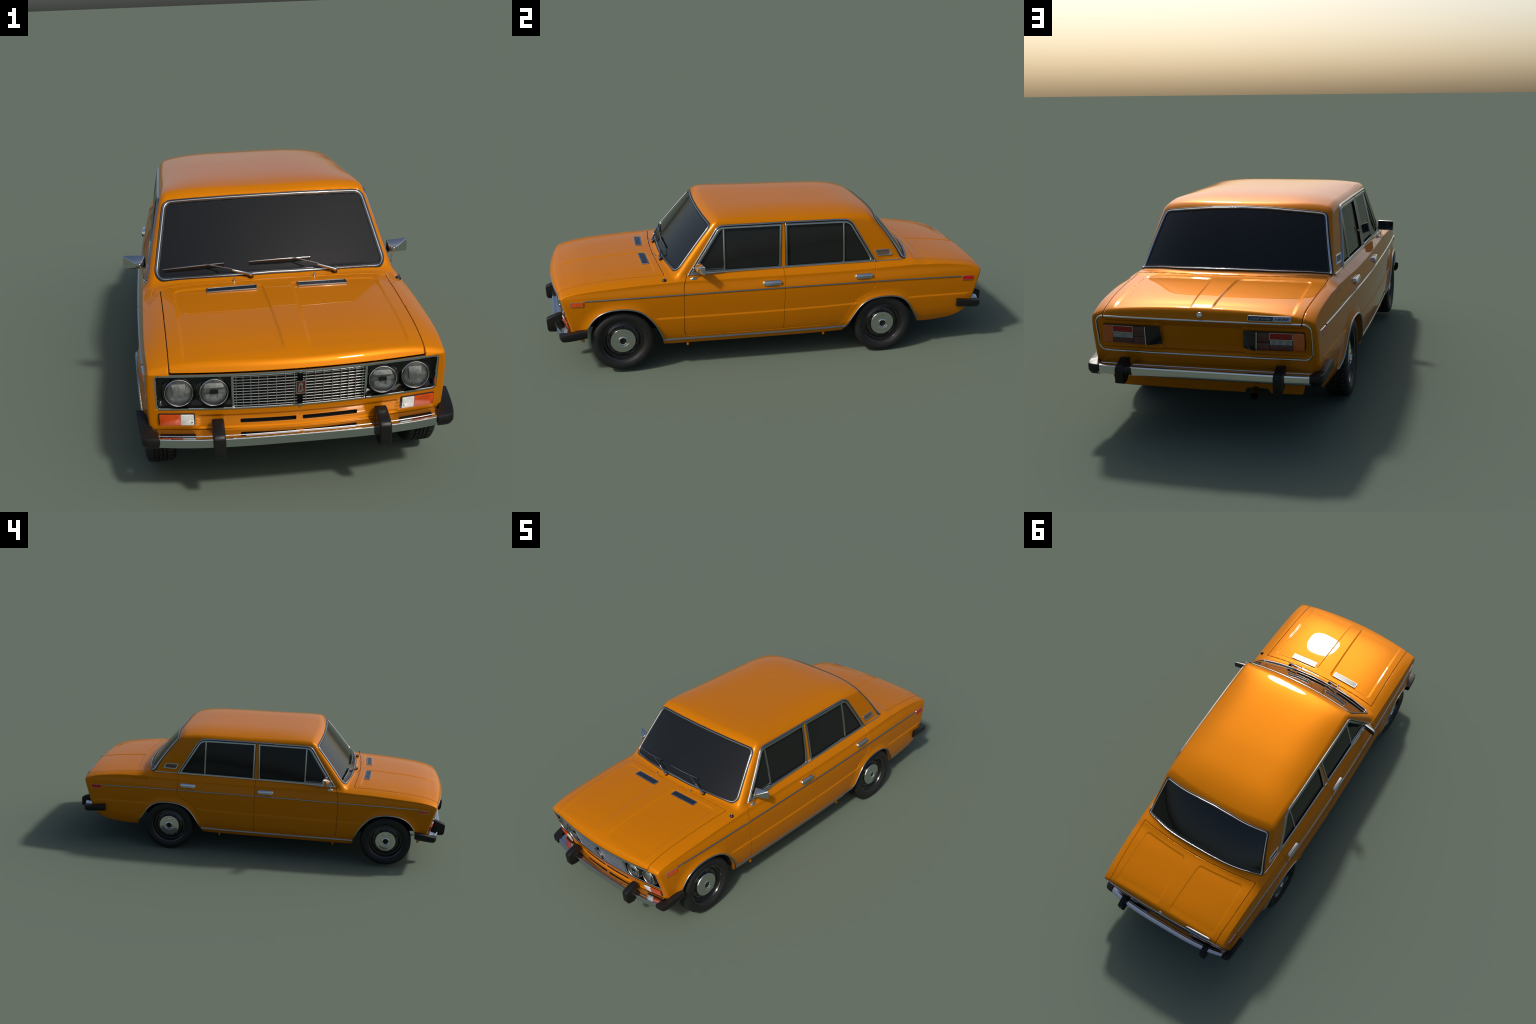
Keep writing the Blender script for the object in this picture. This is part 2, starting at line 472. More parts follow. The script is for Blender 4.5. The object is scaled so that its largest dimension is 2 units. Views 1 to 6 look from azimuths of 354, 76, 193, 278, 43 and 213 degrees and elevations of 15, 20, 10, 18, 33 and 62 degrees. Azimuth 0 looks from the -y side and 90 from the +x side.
# =====================================================================
#  materials (all procedural)
# =====================================================================
def new_mat(name, color, rough=.4, metal=0., coat=0., coat_rough=.03, coat_ior=1.5, spec=.5, trans=0., ior=1.45, grain=None, bump=None, emission=None):
    m = bpy.data.materials.new(name); m.use_nodes = True
    nt = m.node_tree; b = nt.nodes['Principled BSDF']
    b.inputs['Base Color'].default_value = (*color, 1)
    b.inputs['Roughness'].default_value = rough; b.inputs['Metallic'].default_value = metal
    b.inputs['Coat Weight'].default_value = coat; b.inputs['Coat Roughness'].default_value = coat_rough
    b.inputs['Specular IOR Level'].default_value = spec; b.inputs['Coat IOR'].default_value = coat_ior
    b.inputs['Transmission Weight'].default_value = trans; b.inputs['IOR'].default_value = ior
    tc = nt.nodes.new('ShaderNodeTexCoord')
    if grain:                       # (scale, amount): faint mottling of the colour
        n = nt.nodes.new('ShaderNodeTexNoise'); n.inputs['Scale'].default_value = grain[0]; n.inputs['Detail'].default_value = 4
        r = nt.nodes.new('ShaderNodeMapRange'); r.inputs['To Min'].default_value = 1-grain[1]; r.inputs['To Max'].default_value = 1+grain[1]
        mx = nt.nodes.new('ShaderNodeMix'); mx.data_type = 'RGBA'; mx.blend_type = 'MULTIPLY'; mx.inputs['Factor'].default_value = 1
        mx.inputs['A'].default_value = (*color, 1)
        nt.links.new(tc.outputs['Object'], n.inputs['Vector']); nt.links.new(n.outputs['Fac'], r.inputs['Value'])
        nt.links.new(r.outputs['Result'], mx.inputs['B']); nt.links.new(mx.outputs['Result'], b.inputs['Base Color'])
    if bump:                        # ('noise'|'X'|'Z'|'grid', scale, strength, distance)
        kind, sc, st, di = bump
        bp = nt.nodes.new('ShaderNodeBump'); bp.inputs['Strength'].default_value = st; bp.inputs['Distance'].default_value = di
        if kind == 'noise':
            t = nt.nodes.new('ShaderNodeTexNoise'); t.inputs['Scale'].default_value = sc; t.inputs['Detail'].default_value = 3; out = t.outputs['Fac']
            nt.links.new(tc.outputs['Object'], t.inputs['Vector'])
        elif kind == 'grid':
            w = []
            for ax in 'XZ':
                t = nt.nodes.new('ShaderNodeTexWave'); t.bands_direction = ax; t.inputs['Scale'].default_value = sc
                nt.links.new(tc.outputs['Object'], t.inputs['Vector']); w.append(t)
            a = nt.nodes.new('ShaderNodeMath'); a.operation = 'ADD'
            nt.links.new(w[0].outputs['Fac'], a.inputs[0]); nt.links.new(w[1].outputs['Fac'], a.inputs[1]); out = a.outputs[0]
        else:
            t = nt.nodes.new('ShaderNodeTexWave'); t.bands_direction = kind; t.inputs['Scale'].default_value = sc; out = t.outputs['Fac']
            nt.links.new(tc.outputs['Object'], t.inputs['Vector'])
        nt.links.new(out, bp.inputs['Height']); nt.links.new(bp.outputs['Normal'], b.inputs['Normal'])
    MATS[name] = m
    return m

new_mat('paint', (.492, .151, .0006), .40, .21, coat=1., coat_rough=.015, coat_ior=1.21, spec=.0, grain=(900, .05))
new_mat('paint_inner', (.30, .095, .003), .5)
new_mat('chrome', (.62, .63, .63), .07, 1., grain=(60, .03))
new_mat('steel', (.38, .39, .38), .16, 1., grain=(80, .05))
new_mat('rubber', (.012, .012, .012), .45, grain=(200, .15))
new_mat('black_plastic', (.006, .0057, .0055), .42, spec=.35, grain=(300, .12), bump=('noise', 900, .15, .0006))
new_mat('black_gloss', (.008, .008, .008), .12, spec=.5, grain=(50, .1))
new_mat('black_matte', (.004, .004, .004), .8, grain=(50, .1))
new_mat('underside', (.010, .010, .010), .85, grain=(40, .3))
new_mat('glass_dark', (.006, .0065, .006), .03, spec=.5, grain=(20, .06))
new_mat('glass_side', (.0115, .0130, .0125), .05, spec=.25, grain=(20, .06))
new_mat('tyre', (.011, .011, .011), .55, spec=.35, grain=(120, .2), bump=('noise', 500, .12, .0006))
new_mat('wheel_black', (.010, .010, .010), .22, coat=.6, grain=(60, .1))
new_mat('lens_clear', (.9, .9, .9), .04, spec=.6, bump=('X', 110, .25, .0008))
_nt = MATS['lens_clear'].node_tree
_tr = _nt.nodes.new('ShaderNodeBsdfTransparent'); _tr.inputs['Color'].default_value = (.93, .94, .94, 1)
_gl = _nt.nodes.new('ShaderNodeBsdfGlossy'); _gl.inputs['Roughness'].default_value = .04
_lw = _nt.nodes.new('ShaderNodeFresnel'); _lw.inputs['IOR'].default_value = 1.5
_ms = _nt.nodes.new('ShaderNodeMixShader')
for n_ in _nt.nodes:
    if n_.type == 'BUMP': _nt.links.new(n_.outputs['Normal'], _gl.inputs['Normal']); _nt.links.new(n_.outputs['Normal'], _lw.inputs['Normal'])
_nt.links.new(_lw.outputs[0], _ms.inputs[0]); _nt.links.new(_tr.outputs[0], _ms.inputs[1]); _nt.links.new(_gl.outputs[0], _ms.inputs[2])
_nt.links.new(_ms.outputs[0], _nt.nodes['Material Output'].inputs['Surface'])
new_mat('reflector', (.32, .33, .325), .30, .45, bump=('X', 150, .35, .0010), grain=(85, .9))  # heavy mottling paints bright and dark reflection patches into the bowl
new_mat('lens_amber_dim', (.46, .085, .005), .12, coat=.5, bump=('X', 260, .2, .0005), grain=(60, .4))
new_mat('lens_amber', (.50, .055, .003), .14, coat=.35, bump=('X', 230, .3, .0006), grain=(45, .55))
new_mat('lens_red', (.27, .004, .006), .12, coat=.5, coat_ior=1.3, spec=.3, bump=('X', 260, .2, .0005), grain=(60, .3))
new_mat('lens_dark_red', (.060, .003, .005), .12, coat=.5, bump=('Z', 260, .2, .0005), grain=(60, .4))
new_mat('lens_white', (.62, .62, .60), .10, coat=1., bump=('X', 230, .3, .0006), grain=(55, .35))
new_mat('lens_grey', (.065, .075, .075), .10, coat=.5, bump=('X', 200, .3, .0006), grain=(55, .4))
new_mat('badge_dark', (.010, .012, .020), .25, grain=(50, .1))
new_mat('badge_silver', (.26, .29, .33), .28, .6, grain=(50, .05))
new_mat('emblem_red', (.085, .004, .006), .3, coat=.3, grain=(50, .1))
new_mat('mirror_glass', (.05, .055, .06), .02, .6, grain=(20, .02))

# =====================================================================
#  assembling: the car and its panels
# =====================================================================
car = bpy.data.objects.new('sedan_car', None)
bpy.context.scene.collection.objects.link(car)
car['label'] = 'orange four door saloon with chrome trim and twin headlamps'
car['category'] = 'car'

H0 = half_body()
AX = lambda V: np.abs(V[:, 0])
def both(name, m, mat, parent=None):
    """One mesh for both sides, welded on the centre line."""
    return tri_object(name, weld(join(m, m.mirrored())), mat, parent or car)
def pair(name, m, mat, parents=None):
    p = parents or (car, car)
    return (tri_object(name, m, mat, p[0]), tri_object(name, m.mirrored(), mat, p[1]))

low_rear = Curve([(.60, .1240), (.70, .1190), (.78, .1250), (.836, .1370), (.860, .152), (.885, .172)], .008)
def z_low(V):
    ax, y = AX(V), V[:, 1]
    side = np.where(y < -.70, .1450, np.where(y < .45, .1090, low_rear(np.clip(y, .6, .9))))
    mid = np.where(y < -.70, .1450, np.where(y < .45, .1090, .1270))
    w = sstep(.285, .305, ax)
    return V[:, 2]-(mid*(1-w)+side*w)
f_arch = lambda V: np.where(AX(V) > .20, arch_sdf(V[:, 1], V[:, 2])+.0040, 1.)

G = fillet_poly([(-.4140, .412), (-.2720, .6172), (.05, .6185), (.26, .6172), (.3215, .6145), (.4460, .412)],
                [0, .045, .3, .3, .055, 0], 10)
f_gutter = lambda V: np.where((AX(V) > .22) & (V[:, 2] > .40), poly_sdf(G, V[:, 1], V[:, 2]), 1.)
belt_z = Curve([(-.45, .4185), (-.40, .4192), (-.2, .4220), (0, .4235), (.2, .4237), (.435, .4228), (.57, .4222), (.62, .422)], .02)
f_belt = lambda V: V[:, 2]-belt_z(V[:, 1])

ws_poly = fillet_poly([(0, .626), (.1, .6253), (.2, .6222), (.25, .6197), (.2925, .6165), (.3315, .4205), (.25, .4252), (.2, .4275), (.1, .4320), (0, .4340),
                       (-.1, .4320), (-.2, .4275), (-.25, .4252), (-.3315, .4205), (-.2925, .6165), (-.25, .6197), (-.2, .6222), (-.1, .6253)],
                      [.6, .6, .4, .1, .028, .024, .1, .4, .6, .6, .6, .4, .1, .024, .028, .1, .4, .6], 6)
rw_poly = fillet_poly([(0, .623), (.1, .6207), (.2, .6130), (.25, .6078), (.2815, .6030), (.3225, .4190), (.25, .4275), (.2, .4298), (.1, .4325), (0, .433),
                       (-.1, .4325), (-.2, .4298), (-.25, .4275), (-.3225, .4190), (-.2815, .6030), (-.25, .6078), (-.2, .6130), (-.1, .6207)],
                      [.6, .5, .3, .1, .022, .003, .1, .3, .6, .6, .6, .3, .1, .003, .022, .1, .3, .5], 6)
SLANT = 1.34      # the panes lean: measure their height along the slope
def f_ws(V):
    m = (V[:, 1] < -.15) & (V[:, 2] > .39) & (V[:, 1] > -.56); d = np.full(len(V), 1.)
    d[m] = poly_sdf(ws_poly*[1, SLANT], V[m, 0], V[m, 2]*SLANT)+3*np.maximum(screen_y(AX(V)[m], V[m, 2])-V[m, 1]-.004, 0); return d
def f_rw(V):
    m = (V[:, 1] > .38) & (V[:, 2] > .39) & (V[:, 1] < .68); d = np.full(len(V), 1.)
    d[m] = poly_sdf(rw_poly*[1, SLANT], V[m, 0], V[m, 2]*SLANT)+3*np.maximum(V[m, 1]-backlight_y(AX(V)[m], V[m, 2])-.004, 0); return d

f_hood = lambda V: np.where(V[:, 1] > -.3, 1., np.maximum(np.maximum(AX(V)-hood_x(V[:, 1]), V[:, 1]-cowl_y(AX(V))), .3452-V[:, 2]))
f_trunk = lambda V: np.where(V[:, 1] < .4, 1., np.maximum(np.maximum(AX(V)-trunk_x(V[:, 1]), trunk_y(AX(V))-V[:, 1]), .3462-V[:, 2]))
door_f_poly = fillet_poly([(-.4100, .45), (-.4122, .414), (-.4205, .3925), (-.4268, .365), (-.4270, .30), (-.4262, .18), (-.4225, .1495),
                           (.0094, .1515), (.0100, .25), (.0118, .34), (.0120, .395), (.0110, .45)],
                          [0, .03, .06, .06, .2, .2, .018, 0, .3, .3, .1, 0])
door_r_poly = fillet_poly([(.0110, .45), (.0120, .395), (.0118, .34), (.0100, .25), (.0094, .1515), (.2750, .1535), (.2887, .173), (.3206, .2332),
                           (.3444, .2642), (.3691, .2788), (.4125, .3018), (.4262, .3206), (.4291, .3403), (.4289, .3967), (.4325, .4185), (.4365, .45)],
                          [0, .1, .3, .3, 0, .010, .03, .08, .05, .06, .012, .015, .03, .1, .05, 0])
def f_side_poly(poly):
    def f(V):
        m = (AX(V) > .2); d = np.full(len(V), 1.)
        d[m] = poly_sdf(poly, V[m, 1], V[m, 2])
        return np.maximum(d, f_belt(V))
    return f
f_door_f, f_door_r = f_side_poly(door_f_poly), f_side_poly(door_r_poly)
fascia_poly = fillet_poly([(-.3385, .2402), (.3385, .2402), (.3385, .3422), (-.3385, .3422)], [.012]*4)
def f_fascia(V):
    m = (V[:, 1] < -.8); d = np.full(len(V), 1.)
    d[m] = poly_sdf(fascia_poly, V[m, 0], V[m, 2]); return d
slot_poly = fillet_poly([(.0075, .2010), (.1400, .2010), (.1400, .2125), (.0075, .2125)], [.003]*4)
def f_slot(V):
    m = (V[:, 1] < -.8); d = np.full(len(V), 1.)
    d[m] = poly_sdf(slot_poly, AX(V)[m], V[m, 2]); return d
f_rear = lambda V: np.where(V[:, 1] > .8, poly_sdf(rear_frame, V[:, 0], V[:, 2]), 1.)

# ---- exterior skin without wheel openings and floor
S0 = outside(outside(H0, f_arch), z_low)

GAP = .0010
def carve(shell, f, g=GAP):
    panel = inside(shell, lambda V: f(V)+g)
    rest = outside(shell, lambda V: f(V)-g)
    gap = outside(inside(shell, lambda V: f(V)-g*1.6), lambda V: f(V)+g*1.6)
    return panel, rest, gap.offset(-.0042)

shell = S0
shell = outside(shell, lambda V: f_fascia(V)+.0020)
shell = outside(shell, lambda V: np.where(V[:, 1] < -.85, np.maximum.reduce([AX(V)-hood_x(V[:, 1])-.0012, V[:, 2]-.3468, .330-V[:, 2]]), 1.))
shell = outside(shell, f_slot)
# windows
f_window = lambda V: np.maximum(f_gutter(V)+.0060, -(f_belt(V)-.0010))
shell = outside(shell, lambda V: f_ws(V)+.002)
shell = outside(shell, lambda V: f_rw(V)+.002)
win_area = inside(shell, f_window)
shell = outside(shell, f_window)
gaps = []
hood, shell, g = carve(shell, f_hood, .0012); gaps.append(g)
trunk, shell, g = carve(shell, f_trunk); gaps.append(g)
door_f, shell, g = carve(shell, f_door_f, .0008); gaps.append(g)
door_r, shell, g = carve(shell, f_door_r, .0008); gaps.append(g)

def lip(m, d=.0045): return join(m, rim(m, d))
def notcentre(V): return AX(V) > 1e-5
def lipc(m, d=.0045): return join(m, rim(m, d, notcentre))

# body shell; the fuel flap is let into the right rear wing only
notslot = lambda V: notcentre(V) & (np.abs(f_slot(V)) > 1e-4) & (np.abs(f_fascia(V)+.0020) > 1e-4)
left = join(shell, rim(shell, .006, notslot))
flap_poly = fillet_poly([(.600, .3475), (.672, .3465), (.672, .3840), (.600, .3850)], [.006]*4)
f_flap = lambda V: np.where(AX(V) > .2, poly_sdf(flap_poly, V[:, 1], V[:, 2]), 1.)
flap, shell_r, gflap = carve(shell, f_flap, .0004)
notch = fillet_poly([(.100, .09), (.121, .1430), (.187, .1430), (.208, .09)], [0, .010, .010, 0])      # cut-out over the exhaust
shell_r = outside(shell_r, lambda V: np.where(V[:, 1] > .8, poly_sdf(notch, AX(V), V[:, 2]), 1.))
right = join(shell_r, rim(shell_r, .006, notslot)).mirrored()
body_ob = tri_object('body_shell', weld(join(left, right)), 'paint', car)
tri_object('fuel_flap', lip(flap, .003).mirrored(), 'paint', body_ob)
hood_ob = both('hood', lipc(hood), 'paint')
trunk_ob = both('trunk_lid', lipc(trunk), 'paint')
DF = pair('front_door', lip(door_f), 'paint')
DR = pair('rear_door', lip(door_r), 'paint')
gap_all = join(*gaps)
gl = join(gap_all, join(gap_all).mirrored(), gflap.mirrored())
o = tri_object('panel_gap_dark_strip', gl, 'black_matte', body_ob)  # sunk black strip lying behind the panel gaps

# wheel arch lips folded inwards
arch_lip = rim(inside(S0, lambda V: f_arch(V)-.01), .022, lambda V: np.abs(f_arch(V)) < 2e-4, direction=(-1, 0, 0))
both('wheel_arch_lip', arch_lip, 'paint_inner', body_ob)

# ---- side windows
yB1 = lambda z: -.0005+(z-.424)*.0476
yB2 = lambda z: .0198+(z-.424)*.0054
f_ff = lambda V: np.maximum(f_gutter(V)+.0085, V[:, 1]-yB1(V[:, 2]))
f_fr = lambda V: np.maximum(f_gutter(V)+.0085, yB2(V[:, 2])-V[:, 1])
pillar = outside(outside(win_area, lambda V: f_ff(V)-.001), lambda V: f_fr(V)-.001)
pillar = inside(pillar, lambda V: np.abs(V[:, 1]-.011)-.03)
pillar = inside(pillar, lambda V: f_gutter(V)+.0070)
pair('window_pillar', join(pillar.offset(-.0010), rim(pillar.offset(-.0010), .004)), 'paint', (body_ob, body_ob))
backing = outside(outside(win_area, lambda V: f_ff(V)+.009), lambda V: f_fr(V)+.009)
pair('window_seal', backing.offset(-.0045), 'black_matte', (body_ob, body_ob))
for f, doors in ((f_ff, DF), (f_fr, DR)):
    area = inside(win_area, f)
    fr = band(area, f, -.0105, 0, .0030, prof=lambda t: np.clip(np.minimum(t/.10, (1-t)/.22), 0, 1)**.5)
    pair('window_frame', fr, 'steel', doors)
    pane = inside(area, lambda V: f(V)+.0085).offset(-.0065)
    pair('window_glass', thicken(pane, .003), 'glass_side', doors)
    yb = -.2470 if doors is DF else .2885
    dm = inside(pane, lambda V: np.abs(V[:, 1]-yb)-.02)
    bar = band(dm, lambda V: V[:, 1]-yb-.006*(V[:, 2]-.51)*(1 if doors is DF else .1), -.0050, .0050, .0050, sink=.0005)
    pair('window_divider', bar, 'steel', doors)
    if doors is DF:
        ventm = inside(pane, lambda V: V[:, 1]+.2515)
        v1 = band(ventm, f, -.0150, -.0118, .0022, sink=.0004)
        v1 = outside(v1, lambda V: V[:, 1]+.372)
        v2 = band(ventm, f_belt, .0075, .0100, .0022, sink=.0004)
        pair('vent_window_frame', join(v1, v2), 'steel', doors)

# ---- drip rail, belt moulding, side strip, sill strip, wheel arch trim
gut = inside(S0, lambda V: -(f_belt(V)+.003))
gutter = band(gut, f_gutter, -.0068, .0004, .0048, prof=lambda t: np.clip(np.minimum(t/.10, (1-t)/.35), 0, 1)**.5)
pair('drip_rail', gutter, 'steel', (body_ob, body_ob))
bm = inside(S0, lambda V: np.maximum(-V[:, 1]-.4090, V[:, 1]-.5600))
bm = inside(bm, lambda V: .25-AX(V))
bfront = inside(bm, lambda V: V[:, 1]-.4345)
brear = outside(bm, lambda V: V[:, 1]-.4345)
pair('belt_moulding', band(bfront, f_belt, -.0039, .0039, .0036), 'chrome', (body_ob, body_ob))
pair('belt_moulding', band(brear, f_belt, -.0026, .0026, .0030), 'chrome', (body_ob, body_ob))
strip_z = Curve([(-.86, .3336), (-.84, .3340), (-.426, .3412), (.0105, .3448), (.428, .3412), (.846, .3288)], .05)
f_strip = lambda V: V[:, 2]-strip_z(V[:, 1])
for a, b, par in ((-.8395, -.4292, (body_ob, body_ob)), (-.4248, .0096, DF), (.0140, .4268, DR), (.4312, .8435, (body_ob, body_ob))):
    seg = inside(S0, lambda V: np.maximum(np.maximum(a-V[:, 1], V[:, 1]-b), .25-AX(V)))
    st = band(seg, f_strip, -.0032, .0032, .0032)
    pair('side_strip', join(st, rim(st, .003)), 'steel', par)
seg = inside(S0, lambda V: np.maximum(np.maximum(-.5175-V[:, 1], V[:, 1]-.305), .25-AX(V)))
sill = band(seg, lambda V: V[:, 2]-.1335, -.0050, .0050, .0032, rows=(.06, .15, .24, .33, .42, .5, .58, .67, .76, .85, .94),
            prof=lambda t: np.clip(np.minimum(t, 1-t)/.12, 0, 1)**.5*(.72+.28*np.cos(t*6*np.pi)))
pair('sill_strip', sill, 'steel', (body_ob, body_ob))
for lo, hi in ((-.9, -.45), (.2, .70)):
    seg = inside(H0, lambda V: np.maximum(np.maximum(lo-V[:, 1], V[:, 1]-hi), .25-AX(V)))
    zl = (lambda V: (.1525 if lo < 0 else .1420)-V[:, 2]) if lo < 0 else (lambda V: .1440-V[:, 2])
    seg = inside(seg, lambda V: np.where(V[:, 1] > -.62, np.where(V[:, 1] < .45, .134, .138), .150)-V[:, 2])
    pair('wheel_arch_trim', band(seg, f_arch, -.0010, .0060, .0034, sink=.002), 'steel', (body_ob, body_ob))

# ---- windscreen and rear window
for f, nm in ((f_ws, 'windscreen'), (f_rw, 'rear_window')):
    src = inside(H0, lambda V: f(V)-.01)
    both(nm+'_seal', band(src, f, -.0046, .0006, .0022), 'rubber', body_ob)
    both(nm+'_trim', band(src, f, -.0100, -.0040, .0036), 'chrome', body_ob)
    both(nm+'_inner_seal', band(src, f, -.0140, -.0090, .0016, sink=.005), 'rubber', body_ob)
    pane = inside(src, lambda V: f(V)+.0125).offset(-.0010)
    both(nm, join(pane, rim(pane, .004, notcentre)), 'glass_dark', body_ob)

# ---- rear panel chrome frame: along the lid edge and round the lamps
src = inside(H0, lambda V: .8-V[:, 1])
fr = band(src, f_rear, -.0032, .0030, .0032)
lid_part = inside(fr, lambda V: np.maximum(AX(V)-(trunk_x(V[:, 1])-.002), .3470-V[:, 2]))
oth = outside(fr, lambda V: np.maximum(AX(V)-(trunk_x(V[:, 1])+.0015), .3440-V[:, 2]))
both('lid_strip', lid_part, 'chrome', trunk_ob)
both('rear_panel_trim', oth, 'chrome', body_ob)

# =====================================================================
#  detail parts
# =====================================================================
def poly_object(name, verts, faces, mat, parent=None, angle=35, bevel=0., segs=2, mats=None):
    me = bpy.data.meshes.new(name)
    me.from_pydata([tuple(map(float, v)) for v in verts], [], [tuple(map(int, f)) for f in faces])
    bm = bmesh.new(); bm.from_mesh(me)
    bmesh.ops.remove_doubles(bm, verts=bm.verts, dist=1e-7)
    bmesh.ops.recalc_face_normals(bm, faces=bm.faces)
    if bevel > 0:
        ed = [e for e in bm.edges if len(e.link_faces) == 2 and e.calc_face_angle(0) > .5]
        bmesh.ops.bevel(bm, geom=ed, offset=bevel, offset_type='OFFSET', segments=segs, profile=.5, affect='EDGES', clamp_overlap=True)
    bm.to_mesh(me); bm.free()
    me.polygons.foreach_set('use_smooth', np.ones(len(me.polygons), bool))
    me.set_sharp_from_angle(angle=math.radians(angle))
    me.materials.append(MATS[mat])
    ob = bpy.data.objects.new(name, me); bpy.context.scene.collection.objects.link(ob)
    ob.parent = parent or car
    return ob

def box_geo(cx, cy, cz, sx, sy, sz):
    v = [(cx+a*sx/2, cy+b*sy/2, cz+c*sz/2) for c in (-1, 1) for b in (-1, 1) for a in (-1, 1)]
    f = [(0, 2, 3, 1), (4, 5, 7, 6), (0, 1, 5, 4), (2, 6, 7, 3), (0, 4, 6, 2), (1, 3, 7, 5)]
    return v, f
def box(name, c, s, mat, parent=None, bevel=.001, segs=2):
    return poly_object(name, *box_geo(*c, *s), mat, parent, bevel=bevel, segs=segs)

def lathe_geo(profile, n=64, closed=False, mod=None):
    """profile: (axial, radius); revolved about the x axis (axial along +x)."""
    v = []; f = []; m = len(profile)
    for i in range(n):
        a = 2*math.pi*i/n
        for j, (h, r) in enumerate(profile):
            rr = mod(a, j, h, r) if mod else r
            v.append((h, rr*math.cos(a), rr*math.sin(a)))
    for i in range(n):
        k = (i+1) % n
        for j in range(m if closed else m-1):
            l = (j+1) % m
            f.append((i*m+j, i*m+l, k*m+l, k*m+j))
    return v, f
def mirror_geo(g, k=(-1, 1, 1)):
    return [(p[0]*k[0], p[1]*k[1], p[2]*k[2]) for p in g[0]], [tuple(reversed(q)) for q in g[1]]
def moved(g, M):
    return [tuple(M @ Vector(p)) for p in g[0]], g[1]
def merged(*gs):
    v, f = [], []
    for a, b in gs:
        o = len(v); v += list(a); f += [tuple(i+o for i in q) for q in b]
    return v, f

def loft_geo(sections, closed_ends=True, ring=False):
    """Skin through equal-length closed cross-sections."""
    m = len(sections[0]); n = len(sections)
    v = [tuple(p) for s in sections for p in s]; f = []
    for i in range(n if ring else n-1):
        k = (i+1) % n
        for j in range(m):
            l = (j+1) % m
            f.append((i*m+j, i*m+l, k*m+l, k*m+j))
    if closed_ends and not ring:
        f.append(tuple(range(m))[::-1]); f.append(tuple((n-1)*m+j for j in range(m)))
    return v, f
def tube_geo(path, r, n=10, cap=True):
    P = [Vector(p) for p in path]; sec = []
    rr = r if hasattr(r, '__len__') else [r]*len(P)
    up = Vector((.13, .37, .92))
    for i, p in enumerate(P):
        t = (P[min(i+1, len(P)-1)]-P[max(i-1, 0)]).normalized()
        a = t.cross(up).normalized(); b = t.cross(a)
        sec.append([p+(a*math.cos(2*math.pi*k/n)+b*math.sin(2*math.pi*k/n))*rr[i] for k in range(n)])
    return loft_geo(sec, cap)
def prism_geo(outline, d0, d1, to3):
    """Extrude a 2D outline between depths; to3(u, v, d) -> xyz."""
    n = len(outline)
    v = [to3(u, w, d0) for u, w in outline]+[to3(u, w, d1) for u, w in outline]
    f = [tuple(range(n))[::-1], tuple(range(n, 2*n))]+[(i, (i+1) % n, n+(i+1) % n, n+i) for i in range(n)]
    return v, f
def frame_geo(outer, inner, d0, d1, to3):
    n = len(outer)
    v = [to3(u, w, d) for d in (d0, d1) for ring in (outer, inner) for u, w in ring]
    f = []
    for i in range(n):
        k = (i+1) % n
        f += [(i, k, n+k, n+i), (2*n+i, 3*n+i, 3*n+k, 2*n+k), (i, 2*n+i, 2*n+k, k), (n+i, n+k, 3*n+k, 3*n+i)]
    return v, f
def both_sides(name, geo, mat, parent=None, **k):
    a = poly_object(name, *geo, mat, parent, **k)
    b = poly_object(name, *mirror_geo(geo), mat, parent, **k)
    return a, b
def A1(f, *a): return float(f(*[np.array([x]) for x in a])[0])
def fy(x, z): return A1(front_y, abs(x), z)
def ry(x, z): return .9608-.0072*(abs(x)/.3)**2-(.0325*(z-tail_kink)+.2975*abs(z-tail_kink))
def tz(x, y): return A1(top_z, abs(x), y)
def sx(y, z): return A1(side_x, y, z)
def surf_x(y, z):
    """x of the finished body side at (y, z)."""
    return float(cast(body, np.array([[0, y, z]]), np.array([[1., 0, 0]]), .6, 24)[0])

# ---------------------------------------------------------------- front
new_mat('vent_steel', (.24, .25, .26), .16, 1., grain=(80, .05))  # steel colour lowered to hold back the sun glare on the slats
new_mat('lamp_glint_pale', (.40, .41, .40), .25, .2, bump=('X', 150, .4, .001), grain=(120, .6))
new_mat('lamp_glint_bright', (.62, .63, .62), .2, .2, bump=('X', 150, .4, .001), grain=(120, .4))
def dense_ring(poly, step=.006):
    out = []
    for i in range(len(poly)):
        a, b = poly[i], poly[(i+1) % len(poly)]
        k = max(1, int(np.linalg.norm(b-a)/step))
        out += [a+(b-a)*j/k for j in range(k)]
    return np.array(out)
front_ob = bpy.data.objects.new('front_end', None); bpy.context.scene.collection.objects.link(front_ob); front_ob.parent = car
def ring_sweep(poly, profile, ysurf):
    """Sweep (inward offset, forward height) profile round a loop on the front or rear face."""
    P = dense_ring(poly); n = len(P); sec = []
    for i in range(n):
        t = P[(i+1) % n]-P[i-1]; t = t/np.linalg.norm(t)
        nin = np.array([-t[1], t[0]])
        sec.append([(P[i][0]+nin[0]*o, ysurf(P[i][0], P[i][1], h), P[i][1]+nin[1]*o) for o, h in profile])
    return loft_geo(sec, ring=True)
surround = ring_sweep(fascia_poly, [(-.0010, -.007), (0, -.0022), (.0010, -.0010), (.0058, -.0010), (.0068, -.0020), (.0075, -.019), (.004, -.020)],
                      lambda x, z, h: fy(x, z)-h)
poly_object('grille_surround', *surround, 'chrome', front_ob, angle=40)
XD = .1566
def column(x0, x1, z0, z1, d0, d1):
    zs = np.linspace(z0, z1, 6)
    return loft_geo([[(x0, fy(x0, z)+d0, z), (x1, fy(x1, z)+d0, z), (x1, fy(x1, z)+d1, z), (x0, fy(x0, z)+d1, z)] for z in zs])
both_sides('grille_divider', column(XD-.003, XD+.003, .2440, .3385, .0014, .018), 'chrome', front_ob, bevel=.0008)
